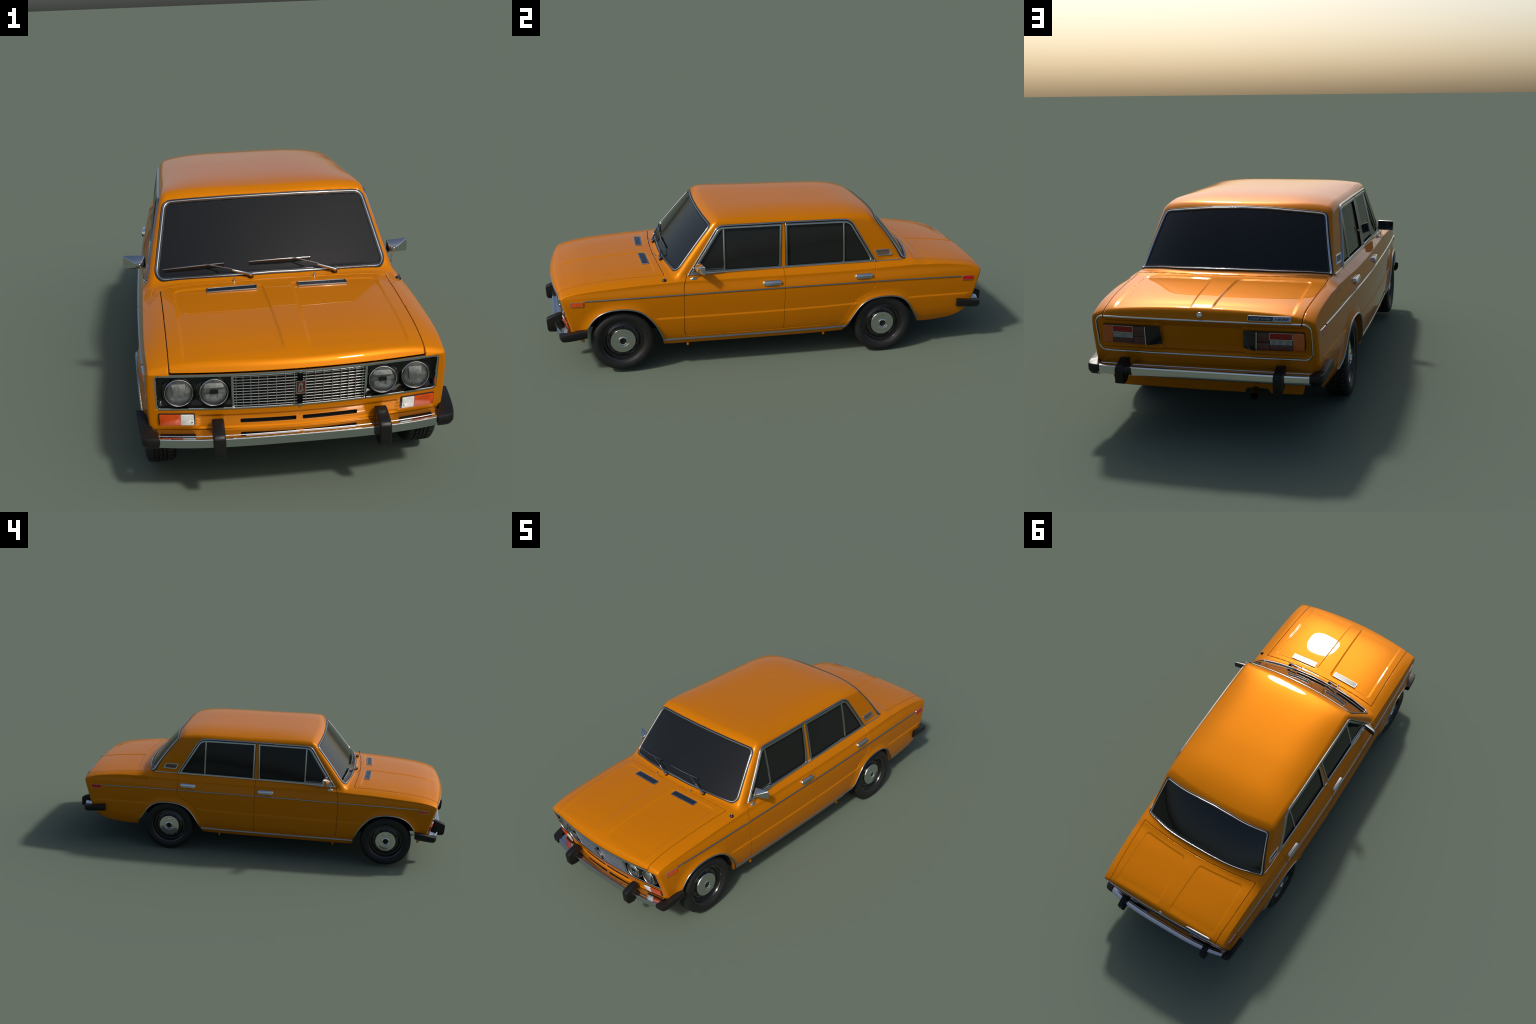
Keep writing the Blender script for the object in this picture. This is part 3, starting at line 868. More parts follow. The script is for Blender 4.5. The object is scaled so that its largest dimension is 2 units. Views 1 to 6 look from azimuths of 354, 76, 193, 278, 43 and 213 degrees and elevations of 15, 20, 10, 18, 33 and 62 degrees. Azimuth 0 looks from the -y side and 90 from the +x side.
for z, up in ((.3385, 1), (.2438, -1)):
    box('grille_clip', (0, fy(0, z)+.0010, z), (.007, .004, .008), 'chrome', front_ob, bevel=.001)
# black back of the grille, seen between the bars
def sheet_geo(x0, x1, z0, z1, dep, nx=24, nz=6, thick=.003):
    xs = np.linspace(x0, x1, nx); zs = np.linspace(z0, z1, nz)
    sec = [[(x, fy(x, z)+dep, z) for z in zs]+[(x, fy(x, z)+dep+thick, z) for z in zs[::-1]] for x in xs]
    return loft_geo(sec)
poly_object('grille_back', *sheet_geo(-.158, .158, .243, .340, .024), 'black_matte', front_ob)
NB = 11
for s in (1, -1):
    for i in range(NB):
        z = .2512+i*.0793/(NB-1)
        xs = np.linspace(.0065, XD-.002, 16)
        sec = [[(s*x, fy(x, z)+d, z+h) for d, h in ((.0042, -.0010), (.0034, 0), (.0042, .0010), (.0090, .0013), (.0090, -.0013))] for x in xs]
        poly_object('grille_bar', *loft_geo(sec), 'chrome', front_ob, angle=50)
    for x in (.1486, .1321, .1145, .0965, .0760, .0552, .0348, .0137):
        poly_object('grille_post', *column(s*x-.0008, s*x+.0008, .2462, .3362, .0030, .010), 'chrome', front_ob)
# emblem on the grille: framed shield with a sail boat
to_front = lambda x0, z0: (lambda u, w, d: (x0+u, fy(0, z0+w)-d, z0+w))
E3 = to_front(0, .2973)
plate = fillet_poly([(-.0112, -.018), (.0112, -.018), (.0112, .018), (-.0112, .018)], .0015, 3)
inner = fillet_poly([(-.0095, -.0163), (.0095, -.0163), (.0095, .0163), (-.0095, .0163)], .001, 3)
emb = poly_object('grille_emblem', *frame_geo(plate, inner, -.004, .0062, E3), 'chrome', front_ob, bevel=.0003)
poly_object('emblem_field', *prism_geo(inner, -.003, .0048, E3), 'emblem_red', emb)
sail = [(-.0045, .0115), (.0010, .0128), (.0055, .0105), (.0040, .0010), (.0060, -.0060), (.0005, -.0078), (.0022, .0040), (-.0012, .0080), (-.0040, -.0070), (-.0068, -.0085)]
hull = [(-.0080, -.0100), (-.0040, -.0092), (.0020, -.0098), (.0080, -.0058), (.0072, -.0098), (.0030, -.0125), (-.0045, -.0122)]
poly_object('emblem_sail', *merged(prism_geo(sail, .004, .0062, E3), prism_geo(hull, .004, .0062, E3)), 'chrome', emb)

# headlamps in their black panels
LAMPS = ((.2806, .2905), (.1993, .2905))
for s in (1, -1):
    pn = poly_object('lamp_panel', *[q if s > 0 else q for q in (sheet_geo(.1590, .3330, .2455, .3365, .0190) if s > 0 else mirror_geo(sheet_geo(.1590, .3330, .2455, .3365, .0190)))], 'black_gloss', front_ob)
    for li, (lx, lz) in enumerate(LAMPS):
        y0 = fy(lx, lz)+.0060
        M = Matrix.Translation((s*lx, y0, lz)) @ Matrix.Rotation(math.radians(-90), 4, 'Z')     # axis x -> -y (forward)
        ring = lathe_geo([(-.012, .0335), (.0000, .0345), (.0022, .0335), (.0026, .0325), (.0016, .0313), (-.002, .0308), (-.012, .0308)], 72)
        lamp = poly_object('headlamp', *moved(ring, M), 'chrome', front_ob, angle=50)
        shroud = lathe_geo([(-.0125, .0425), (-.0105, .0410), (-.0060, .0365), (-.0050, .0350), (-.009, .034)], 64)
        poly_object('lamp_shroud', *moved(shroud, M), 'black_gloss', lamp)
        lens = lathe_geo([(-.0015, .0315)]+[(-.001+.0072*math.cos(math.radians(a)), .0312*math.sin(math.radians(a))) for a in np.linspace(88, 2, 20)], 64)
        lens2 = lathe_geo([(-.0040, .0312)]+[(-.0035+.0070*math.cos(math.radians(a)), .0308*math.sin(math.radians(a))) for a in np.linspace(88, 2, 20)], 64)
        poly_object('headlamp_lens', *merged(moved(lens, M)), 'lens_clear', lamp, angle=80)
        bowl = lathe_geo([(-.0012-.0100*(1-(r/.0308)**2), r) for r in np.linspace(.0308, .004, 16)]+[(-.0112, .0005)], 48)
        poly_object('lamp_reflector', *moved(bowl, M), 'reflector', lamp, angle=80)
        cap = lathe_geo([(-.0110, .0050), (-.0060, .0048), (-.0045, .0035), (-.0040, .0002)], 24)
        poly_object('lamp_bulb_cap', *moved(cap, M), 'steel', lamp)
        # lamp reflections modelled as plates: tall bright block outside; bright spots, dark centre inside
        if li == 0: fields = [([(-.016, .020), (.016, .020), (.012, -.014), (-.012, -.014)], 'lamp_glint_pale')]
        else: fields = [([(-.022, -.006), (-.010, -.004), (-.008, -.016), (-.017, -.017)], 'lamp_glint_bright'), ([(.010, -.004), (.022, -.006), (.017, -.017), (.008, -.016)], 'lamp_glint_bright'),
                        ([(-.020, .022), (.020, .022), (.024, .010), (-.024, .010)], 'lamp_glint_pale'), ([(-.010, .005), (.010, .005), (.010, -.005), (-.010, -.005)], 'black_gloss')]
        for pts, mt in fields:
            g = prism_geo(fillet_poly(pts, .002, 3), -.0015, -.0003, lambda u, w, d: (d-.0012, u, w))
            poly_object('lamp_reflection_patch', *moved(g, M), mt, lamp)

# turn signals under the lamps
for s in (1, -1):
    def T3(u, w, d): return (s*u, fy(u, w)-d, w)
    o = fillet_poly([(.2465, .2012), (.3320, .2012), (.3320, .2350), (.2465, .2350)], .003, 3)
    o = dense_ring(o, .012)
    sig = poly_object('turn_signal', *prism_geo(o, -.004, .0032, T3), 'rubber', front_ob, bevel=.0006)
    for x0, x1, mt in ((.2492, .2800, 'lens_white'), (.2802, .3297, 'lens_amber')):
        q = dense_ring(fillet_poly([(x0, .2036), (x1, .2036), (x1, .2326), (x0, .2326)], .0015, 2), .008)
        poly_object('signal_lens', *prism_geo(q, .001, .0085, T3), mt, sig, bevel=.0010)
    box('signal_screw', (s*.2535, fy(.2535, .2130)-.0090, .2130), (.004, .002, .004), 'chrome', sig, bevel=.0008)
# black behind the valance slots
poly_object('slot_back', *sheet_geo(-.156, .156, .190, .221, .008, 16, 4), 'black_matte', front_ob)

# ---------------------------------------------------------------- bumpers
def bumper(name, sgn, yc, sag, xend, profile, dz_end, mat='chrome', n=60):
    xs = np.linspace(-xend, xend, n); sec = []
    for x in xs:
        k = (abs(x)/xend)**3.2
        y = sgn*(yc-sag*k)
        sec.append([(x, y-sgn*b, z+dz_end*k) for b, z in profile])
    return poly_object(name, *loft_geo(sec), mat, car, angle=28)
prof_f = [(.0035, .1600), (.0008, .1615), (0, .1635), (0, .1805), (.0008, .1822), (.0025, .1832), (.0075, .1838), (.0082, .1828), (.0150, .1832), (.0158, .1845),
          (.0300, .1860), (.0420, .1880), (.0450, .1870), (.0440, .1830), (.0250, .1790), (.0150, .1650), (.0080, .1590)]
fb = bumper('front_bumper', -1, .9720, .0290, .3365, prof_f, .0005)
prof_r = [(.0035, .1845), (.0008, .1865), (0, .1890), (0, .2085), (.0010, .2105), (.0035, .2118), (.0180, .2130), (.0188, .2120), (.0225, .2122), (.0232, .2135),
          (.0320, .2145), (.0400, .2145), (.0425, .2130), (.0410, .2080), (.0250, .2020), (.0150, .1880), (.0080, .1830)]
rb = bumper('rear_bumper', 1, .983, .031, .3225, prof_r, -.0085)
# raised ribs on the top of the front bumper
for s in (1, -1):
    xs = np.linspace(.004, .130, 20)
    for b in (.0105, .0125, .0143):
        sec = []
        for x in xs:
            k = (x/.3365)**3.2; y = -(.9720-.0300*k)
            sec.append([(s*x, y+b-.0005, .1828+.0005*k), (s*x, y+b+.0005, .1828+.0005*k), (s*x, y+b, .1842+.0005*k)])
        poly_object('bumper_rib', *loft_geo(sec), 'chrome', fb)

def corner_cap(name, outer, inner, zb, zt, parent):
    """Black rubber corner: wraps round the bumper end back along the wing."""
    n = 44; t = np.linspace(0, 1, n); k = np.linspace(0, 1, len(outer))
    C = lambda v, sg=.03: Curve(list(zip(k, v)), sg)(t)
    outer, inner = np.array(outer), np.array(inner)
    X, Y, U, W = C(outer[:, 0], .022), C(outer[:, 1], .022), C(inner[:, 0]), C(inner[:, 1])
    B, T = C(zb), C(zt); out = []
    for i in range(n):
        o = np.array([X[i], Y[i]]); d = np.array([U[i], W[i]])-o; L = np.linalg.norm(d); d /= L; h = T[i]-B[i]
        q = [(L, .05), (.014, 0.0), (.0075, .04), (.0008, .34), (0, .40), (0, .86), (.0012, .96), (.0040, 1.0), (L, 1.0)]
        out.append([(o[0]+d[0]*a, o[1]+d[1]*a, B[i]+h*b) for a, b in q])
    return both_sides(name, loft_geo(out), 'black_plastic', parent, angle=30)
corner_cap('bumper_corner', [(.3340, -.9490), (.3540, -.9475), (.3715, -.9410), (.3790, -.9180), (.3840, -.8800), (.3880, -.8340)],
           [(.3340, -.9150), (.3400, -.9140), (.3460, -.9110), (.3480, -.9000), (.3520, -.8750), (.3560, -.8340)],
           [.1575, .1575, .1580, .1600, .1650, .1745], [.1875, .1880, .1900, .1950, .2040, .2120], fb)
corner_cap('bumper_corner', [(.3190, .9550), (.3360, .9545), (.3525, .9495), (.3600, .9280), (.3645, .8850), (.3680, .8330)],
           [(.3190, .9250), (.3240, .9240), (.3290, .9200), (.3310, .9080), (.3340, .8800), (.3380, .8330)],
           [.1725, .1725, .1730, .1750, .1790, .1845], [.2045, .2050, .2065, .2095, .2165, .2235], rb)
over_f = [(-.9985, .1965), (-.9960, .1530), (-.9890, .1420), (-.9600, .1395), (-.9500, .1480), (-.9470, .1800), (-.9330, .1900), (-.9290, .2150), (-.9340, .2205), (-.9480, .2215), (-.9930, .2040)]
over_r = [(.9995, .2065), (.9985, .1650), (.9900, .1610), (.9680, .1640), (.9560, .1780), (.9500, .1980), (.9420, .2060), (.9380, .2250), (.9420, .2290), (.9560, .2290), (.9940, .2135)]
for s in (1, -1):
    for prof, xc, w, par in ((over_f, .1942, .0285, fb), (over_r, .2360, .0272, rb)):
        g = prism_geo(prof, -w/2, w/2, lambda u, v, d: (s*xc+d, u, v))
        poly_object('bumper_overrider', *g, 'black_plastic', par, bevel=.0042, segs=3)
    box('bumper_bracket', (s*.215, .925, .198), (.02, .05, .010), 'black_matte', rb)
    box('bumper_bracket', (s*.215, -.925, .178), (.02, .05, .010), 'black_matte', fb)

# ---------------------------------------------------------------- rear lamps
for s in (1, -1):
    def R3(u, w, d): return (s*u, .9485+(.303-u)*.075-(.3265-w)*.06-.0100+d, w)
    housing = dense_ring(fillet_poly([(.1660, .2715), (.3040, .2715), (.3045, .3270), (.1680, .3270)], [.002, .006, .005, .002], 3), .012)
    lamp = poly_object('tail_lamp', *prism_geo(housing, -.030, .0045, R3), 'rubber', car, bevel=.001)
    cells = [(.2715, .3035, .2735, .3255, 'lens_amber_dim', .0095), (.2050, .2705, .3068, .3250, 'lens_red', .0105), (.2050, .2705, .2890, .3060, 'lens_grey', .0100),
             (.2050, .2705, .2735, .2882, 'lens_dark_red', .0095), (.1700, .2042, .2960, .3250, 'lens_dark_red', .0095), (.1690, .2042, .2735, .2952, 'lens_dark_red', .0095)]
    for x0, x1, z0, z1, mt, h in cells:
        q = dense_ring(fillet_poly([(x0, z0), (x1, z0), (x1, z1), (x0, z1)], [.001, .001 if x1 < .3 else .005, .001 if x1 < .3 else .005, .001], 2), .01)
        poly_object('lamp_lens', *prism_geo(q, .001, h, R3), mt, lamp, bevel=.0009)
    ribs = [prism_geo([(x-.0004, z0+.0012), (x+.0004, z0+.0012), (x+.0004, z1-.0012), (x-.0004, z1-.0012)], h-.0006, h+.0007, R3)
            for (x0, x1, z0, z1, mt, h) in (cells[2],) for x in np.arange(x0+.003, x1-.002, .0033)]
    rib_ob = poly_object('lens_rib', *merged(*ribs), 'lens_white', lamp); rib_ob['kind'] = 'stuff'
    o = fillet_poly([(.2042, .3058), (.2712, .3058), (.2712, .3256), (.2042, .3256)], .0008, 2)
    i = fillet_poly([(.2053, .3069), (.2701, .3069), (.2701, .3245), (.2053, .3245)], .0006, 2)
    poly_object('lamp_chrome_frame', *frame_geo(o, i, .004, .0115, R3), 'chrome', lamp)
    poly_object('lamp_chrome_edge', *prism_geo([(.1645, .2715), (.1672, .2715), (.1690, .3265), (.1662, .3265)], -.004, .0115, R3), 'chrome', lamp, bevel=.0006)
    # black wedge between lamp and number plate field
    wv = []
    for z in (.2715, .2990, .3275):
        dx = .0032*(z-.2715)/.055
        wv.append([(s*(.1645+dx), R3(.165, z, .009)[1], z), (s*(.1540+dx), R3(.154, z, .0075)[1], z), (s*(.1225+dx), ry(.122, z)-.0045, z), (s*(.1645+dx), R3(.165, z, -.03)[1], z)])
    poly_object('lamp_side_cover', *loft_geo(wv), 'black_gloss', lamp, bevel=.0012)

# boot lock and lettered badge
zl = .3680
M = Matrix.Translation((0, A1(rear_y, 0, zl)-.001, zl)) @ Matrix.Rotation(math.radians(90), 4, 'Z') @ Matrix.Rotation(math.radians(-12), 4, 'Y')
lock = poly_object('boot_lock', *moved(lathe_geo([(0, .0088), (.003, .0085), (.0055, .0070), (.0060, .0060), (.0052, .0052), (.0056, .0035), (.0056, .0001)], 40), M), 'chrome', trunk_ob, angle=40)
box('lock_slot', (0, A1(rear_y, 0, zl)+.0050, zl), (.0012, .0012, .005), 'black_gloss', lock, bevel=.0002)
bx0, bx1, bz0, bz1, bxd = -.1426, -.2662, .3590, .3735, -.2155
tilt = .33
def B3(u, w, d):
    return (u, A1(rear_y, abs(u), w)-.0008+d, w)
bad = poly_object('name_badge', *prism_geo(dense_ring(np.array([(bx0, bz0), (bx0, bz1), (bx1, bz1), (bx1, bz0)]), .01), -.003, .0032, B3), 'chrome', trunk_ob, bevel=.0005)
poly_object('badge_field', *prism_geo(dense_ring(np.array([(bx0-.0012, bz0+.0013), (bx0-.0012, bz1-.0013), (bxd, bz1-.0013), (bxd, bz0+.0013)]), .01), .000, .0036, B3), 'badge_dark', bad)
poly_object('badge_field', *prism_geo(dense_ring(np.array([(bxd, bz0+.0013), (bxd, bz1-.0013), (bx1+.0012, bz1-.0013), (bx1+.0012, bz0+.0013)]), .01), .000, .0036, B3), 'badge_silver', bad)
def letters(text, x_left, x_right, z0, z1, mat, name):
    cu = bpy.data.curves.new(name, 'FONT'); cu.body = text; cu.size = 1.; cu.extrude = .04; cu.shear = .35; cu.offset = .012
    tmp = bpy.data.objects.new(name, cu); bpy.context.scene.collection.objects.link(tmp)
    me = bpy.data.meshes.new_from_object(tmp.evaluated_get(bpy.context.evaluated_depsgraph_get()))
    bpy.data.objects.remove(tmp); bpy.data.curves.remove(cu)
    co = np.array([v.co[:] for v in me.vertices]); lo, hi = co.min(0), co.max(0)
    for v in me.vertices:
        u = (v.co.x-lo[0])/(hi[0]-lo[0]); w = (v.co.y-lo[1])/(hi[1]-lo[1])
        z = z0+(z1-z0)*w
        v.co = B3(x_left+(x_right-x_left)*u, z, .0034+.0012*(v.co.z-lo[2])/max(hi[2]-lo[2], 1e-6))
    me.materials.clear(); me.materials.append(MATS[mat])
    ob = bpy.data.objects.new(name, me); bpy.context.scene.collection.objects.link(ob); ob.parent = bad
letters('ЖИГУЛИ', bx0-.0045, bxd+.0040, bz0+.0042, bz1-.0042, 'badge_silver', 'badge_lettering')
letters('1600', bxd-.0040, bx1+.0060, bz0+.0042, bz1-.0042, 'badge_dark', 'badge_lettering')

# exhaust
ex = tube_geo([(-.12, .60, .115), (-.13, .75, .125), (-.145, .86, .142), (-.150, .905, .138), (-.153, .935, .130)], .0115, 16, cap=False)
exo = poly_object('exhaust_pipe', *ex, 'rubber', car, angle=60)

# ---------------------------------------------------------------- wheels
R = .132
def tyre_geo():
    w = .0385
    prof = [(-.026, .0895), (-.031, .0915), (-.0365, .0985), (-.0390, .1085), (-.0385, .1175), (-.0355, .1250), (-.0315, .1295), (-.0275, .1308)]
    tread = []
    for a, b in ((-.0275, -.0165), (-.0145, -.0055), (-.0040, .0040), (.0055, .0145), (.0165, .0275)):
        tread += [(a, 1), (a+.0005, 0), (b-.0005, 0), (b, 1)]
    full = list(prof)
    for h, dep in tread[1:-1]:
        full.append((h, R-.0010*(abs(h)/.0275)**2-(.0050 if dep else 0)))
    full += [(-h, r) for h, r in prof[::-1]]
    def mod(a, j, h, r):
        if r > .1295 and abs(h) < .031:
            k = int(round(a/(2*math.pi)*288))
            ph = (k+(3 if h > 0 else 0)+int(abs(h)/.006)) % 6
            if ph == 0 and r > .1285: return r-.0040
        return r
    return lathe_geo(full, 288, mod=mod)
rim_prof = [(-.0300, .0900), (-.0290, .0930), (-.0265, .0945), (-.0255, .0935), (-.0262, .0905), (-.0275, .0870), (-.0230, .0850), (-.0100, .0835), (-.0030, .0830)]
rim_out = [(.0300, .0885), (.0318, .0925), (.0300, .0945), (.0282, .0935), (.0290, .0905), (.0275, .0875), (.0235, .0855), (.0165, .0840), (.0115, .0815),
           (.0105, .0775), (.0125, .0730), (.0160, .0690), (.0175, .0655), (.0180, .0610), (.0165, .0575), (.0165, .0500), (.0165, .002)]
hub_prof = [(.0165, .0560), (.0185, .0562), (.0225, .0552), (.0255, .0525), (.0258, .0480), (.0284, .0380), (.0303, .0290), (.0308, .0250), (.0298, .0235), (.0300, .0215), (.0318, .0190), (.0322, .0160),
            (.0310, .0138), (.0285, .0128), (.0240, .0124)]
def put_wheel(xc, yc, zc, s):
    M = Matrix.Translation((s*xc, yc, zc)) @ (Matrix.Identity(4) if s > 0 else Matrix.Rotation(math.pi, 4, 'Z'))
    wheel = bpy.data.objects.new('wheel', None); bpy.context.scene.collection.objects.link(wheel); wheel.parent = car
    for nm, (me, mt) in WHEEL.items():
        ob = bpy.data.objects.new(nm, me); bpy.context.scene.collection.objects.link(ob); ob.parent = wheel; ob.matrix_local = M
    return wheel
WHEEL = {}
def wheel_part(nm, geo, mt, angle=35):
    ob = poly_object(nm, *geo, mt, car, angle=angle)
    WHEEL[nm] = (ob.data, mt); bpy.data.objects.remove(ob)
wheel_part('tyre', tyre_geo(), 'tyre', 40)
wheel_part('wheel_rim', merged(lathe_geo(rim_out, 96), lathe_geo([(-.03, .0885), (-.025, .085), (.02, .083), (.028, .0875)], 64)), 'wheel_black', 40)
wheel_part('hub_cap', lathe_geo(hub_prof, 96), 'chrome', 30)
wheel_part('hub_centre', lathe_geo([(.0245, .0124), (.0245, .0001)], 40), 'black_matte')
slots = []
for k in range(12):
    a = 2*math.pi*k/12
    g = box_geo(.0172, 0, .0610, .0040, .013, .0042)
    slots.append(moved(g, Matrix.Rotation(a, 4, 'X')))
wheel_part('rim_slot', merged(*slots), 'black_matte')
clips = []
for k in range(3):
    g = box_geo(.0205, 0, .0575, .005, .006, .004)
    clips.append(moved(g, Matrix.Rotation(2*math.pi*(k+.15)/3, 4, 'X')))
wheel_part('cap_clip', merged(*clips), 'black_matte')
wheel_part('brake_drum', lathe_geo([(.004, .080), (-.03, .080), (-.03, .002)], 48), 'underside')
for s in (1, -1):
    put_wheel(.3350, -.6872, .1430, s)
    put_wheel(.3330, .4745, .1320, s)

# ---------------------------------------------------------------- underside
def well(name, poly, x0, x1):
    P = smooth_open(poly, 60)
    P = P[P[:, 1] > np.where(P[:, 0] < -.7, .160, np.where(P[:, 0] < .45, .118, .150))]
    Q = P+np.array([0, -.003])
    v, f = [], []
    n = len(Q)
    for x in (x0, x1):
        for y, z in Q: v.append((x, y, z+.004))
    for i in range(n-1): f.append((i, i+1, n+i+1, n+i))
    f.append(tuple(range(n, 2*n)))
    return both_sides(name, (v, f), 'underside', body_ob)
well('wheel_well', arch_front, .366, .215)
well('wheel_well', arch_rear, .362, .215)
def slab(name, pts, z0, z1, mat):
    return poly_object(name, *prism_geo(pts, z0, z1, lambda u, v, d: (u, v, d)), mat, body_ob)
slab('floor_pan', [(-.34, -.50), (.34, -.50), (.345, .29), (-.345, .29)], .112, .118, 'underside')
slab('floor_pan', [(-.215, -.93), (.215, -.93), (.215, -.50), (-.215, -.50)], .155, .160, 'underside')
slab('floor_pan', [(-.215, .29), (.215, .29), (.215, .885), (-.215, .885)], .140, .146, 'underside')
slab('floor_pan', [(-.33, .64), (.33, .64), (.32, .86), (-.32, .86)], .150, .155, 'underside')
slab('floor_pan', [(-.33, -.92), (.33, -.92), (.345, -.85), (-.345, -.85)], .156, .160, 'underside')
poly_object('rear_axle', *tube_geo([(-.31, .4745, .132), (.31, .4745, .132)], .018, 16), 'underside', body_ob)
poly_object('front_axle_beam', *tube_geo([(-.31, -.6872, .125), (.31, -.6872, .125)], .018, 16), 'underside', body_ob)
for y in (-.4104, .1995):
    g = box_geo(.352, y, .104, .012, .010, .014)
    both_sides('jacking_point', g, 'paint', body_ob, bevel=.003)

# ---------------------------------------------------------------- lamps and vents let into the sides
def surface_patch(name, poly, frame_w, frame_h, frame_mat, inner_h, inner_mat, parents, sides=(1, -1), cell='field'):
    lo, hi = poly.min(0)-.02, poly.max(0)+.02
    src = inside(H0, lambda V: np.maximum.reduce([lo[0]-V[:, 1], V[:, 1]-hi[0], lo[1]-V[:, 2], V[:, 2]-hi[1], .2-AX(V)]))
    f = lambda V: poly_sdf(poly, V[:, 1], V[:, 2])
    for _ in range(2):   # fine enough for crisp corners
        src = subdivide(src)
    fr = band(src, f, -frame_w, 0, frame_h, prof=lambda t: np.clip(np.minimum(t, 1-t)/.25, 0, 1)**.5)
    q = inside(src, lambda V: f(V)+frame_w*.8).offset(inner_h)
    q = join(q, rim(q, .006))
    for s, p in zip((1, -1), parents):
        if s not in sides: continue
        a, b = (fr, q) if s > 0 else (fr.mirrored(), q.mirrored())
        ob = tri_object(name, a, frame_mat, p)
        tri_object(cell, b, inner_mat, ob)
def subdivide(m):
    e = np.sort(np.concatenate([m.F[:, [0, 1]], m.F[:, [1, 2]], m.F[:, [2, 0]]]), 1)
    u, inv = np.unique(e, axis=0, return_inverse=True); inv = inv.ravel(); n = len(m.F); o = len(m.V)
    V = np.concatenate([m.V, .5*(m.V[u[:, 0]]+m.V[u[:, 1]])])
    N = np.concatenate([m.N, m.N[u[:, 0]]+m.N[u[:, 1]]]); N /= np.linalg.norm(N, axis=1)[:, None]
    a, b, c = o+inv[:n], o+inv[n:2*n], o+inv[2*n:]
    F = m.F
    return Tri(V, N, np.concatenate([np.stack([F[:, 0], a, c], 1), np.stack([F[:, 1], b, a], 1), np.stack([F[:, 2], c, b], 1), np.stack([a, b, c], 1)]))
new_mat('lens_red_marker', (.42, .006, .008), .15, coat=.4, coat_ior=1.3, spec=.3, grain=(60, .2))
new_mat('vent_mesh', (.11, .070, .045), .5, bump=('grid', 120, .6, .001), grain=(80, .2))
surface_patch('side_marker', fillet_poly([(-.8990, .3100), (-.8445, .3112), (-.8430, .3322), (-.8982, .3312)], .002, 3), .0030, .0030, 'chrome', .0040, 'lens_amber', (car, car), cell='marker_lens')
surface_patch('side_marker', fillet_poly([(.8540, .3090), (.9085, .3078), (.9105, .3290), (.8530, .3305)], .002, 3), .0026, .0025, 'chrome', .0034, 'lens_red_marker', (car, car), cell='marker_lens')
surface_patch('pillar_vent', fillet_poly([(.4440, .4415), (.5180, .4430), (.5010, .4735), (.4280, .4730)], .003, 3), .0072, .0028, 'chrome', .0008, 'vent_mesh', (body_ob, body_ob), cell='vent_grid')

# ---------------------------------------------------------------- door handles
hexa = [(-.0433, 0), (-.0365, .0108), (.0365, .0108), (.0433, 0), (.0365, -.0108), (-.0365, -.0108)]
for yc, zc, doors in ((-.0462, .3690, DF), (.3712, .3700, DR)):
    xf = sx(yc, zc)
    for s, d in ((1, doors[0]), (-1, doors[1])):
        def H3(u, w, dd): return (s*(surf_x(yc+u, zc+w)+dd), yc+u, zc+w)
        base = poly_object('door_handle', *prism_geo([(u*.985, w*.93) for u, w in hexa], -.004, .0050, H3), 'chrome', d, bevel=.0012)
        up = [(-.0425, .0022), (-.0360, .0108), (.0360, .0108), (.0425, .0022), (.0395, -.0020), (-.0395, -.0020)]
        poly_object('handle_grip', *prism_geo(up, .003, .0110, H3), 'chrome', base, bevel=.0028, segs=3)
        poly_object('handle_lever', *prism_geo([(-.026, -.0040), (.024, -.0040), (.024, -.0098), (-.026, -.0098)], .003, .0068, H3), 'steel', base, bevel=.0008)
        Mk = Matrix.Translation(H3(.0315, -.0045, .0048)) @ (Matrix.Identity(4) if s > 0 else Matrix.Rotation(math.pi, 4, 'Z'))
        poly_object('handle_key_lock', *moved(lathe_geo([(0, .0042), (.0020, .0040), (.0024, .0030), (.0018, .0024), (.0018, .0001)], 20), Mk), 'steel', base)
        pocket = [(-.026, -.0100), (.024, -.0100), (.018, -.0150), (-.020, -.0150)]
        poly_object('handle_pocket', *prism_geo(pocket, -.0015, .0006, H3), 'paint_inner', base, bevel=.0005)

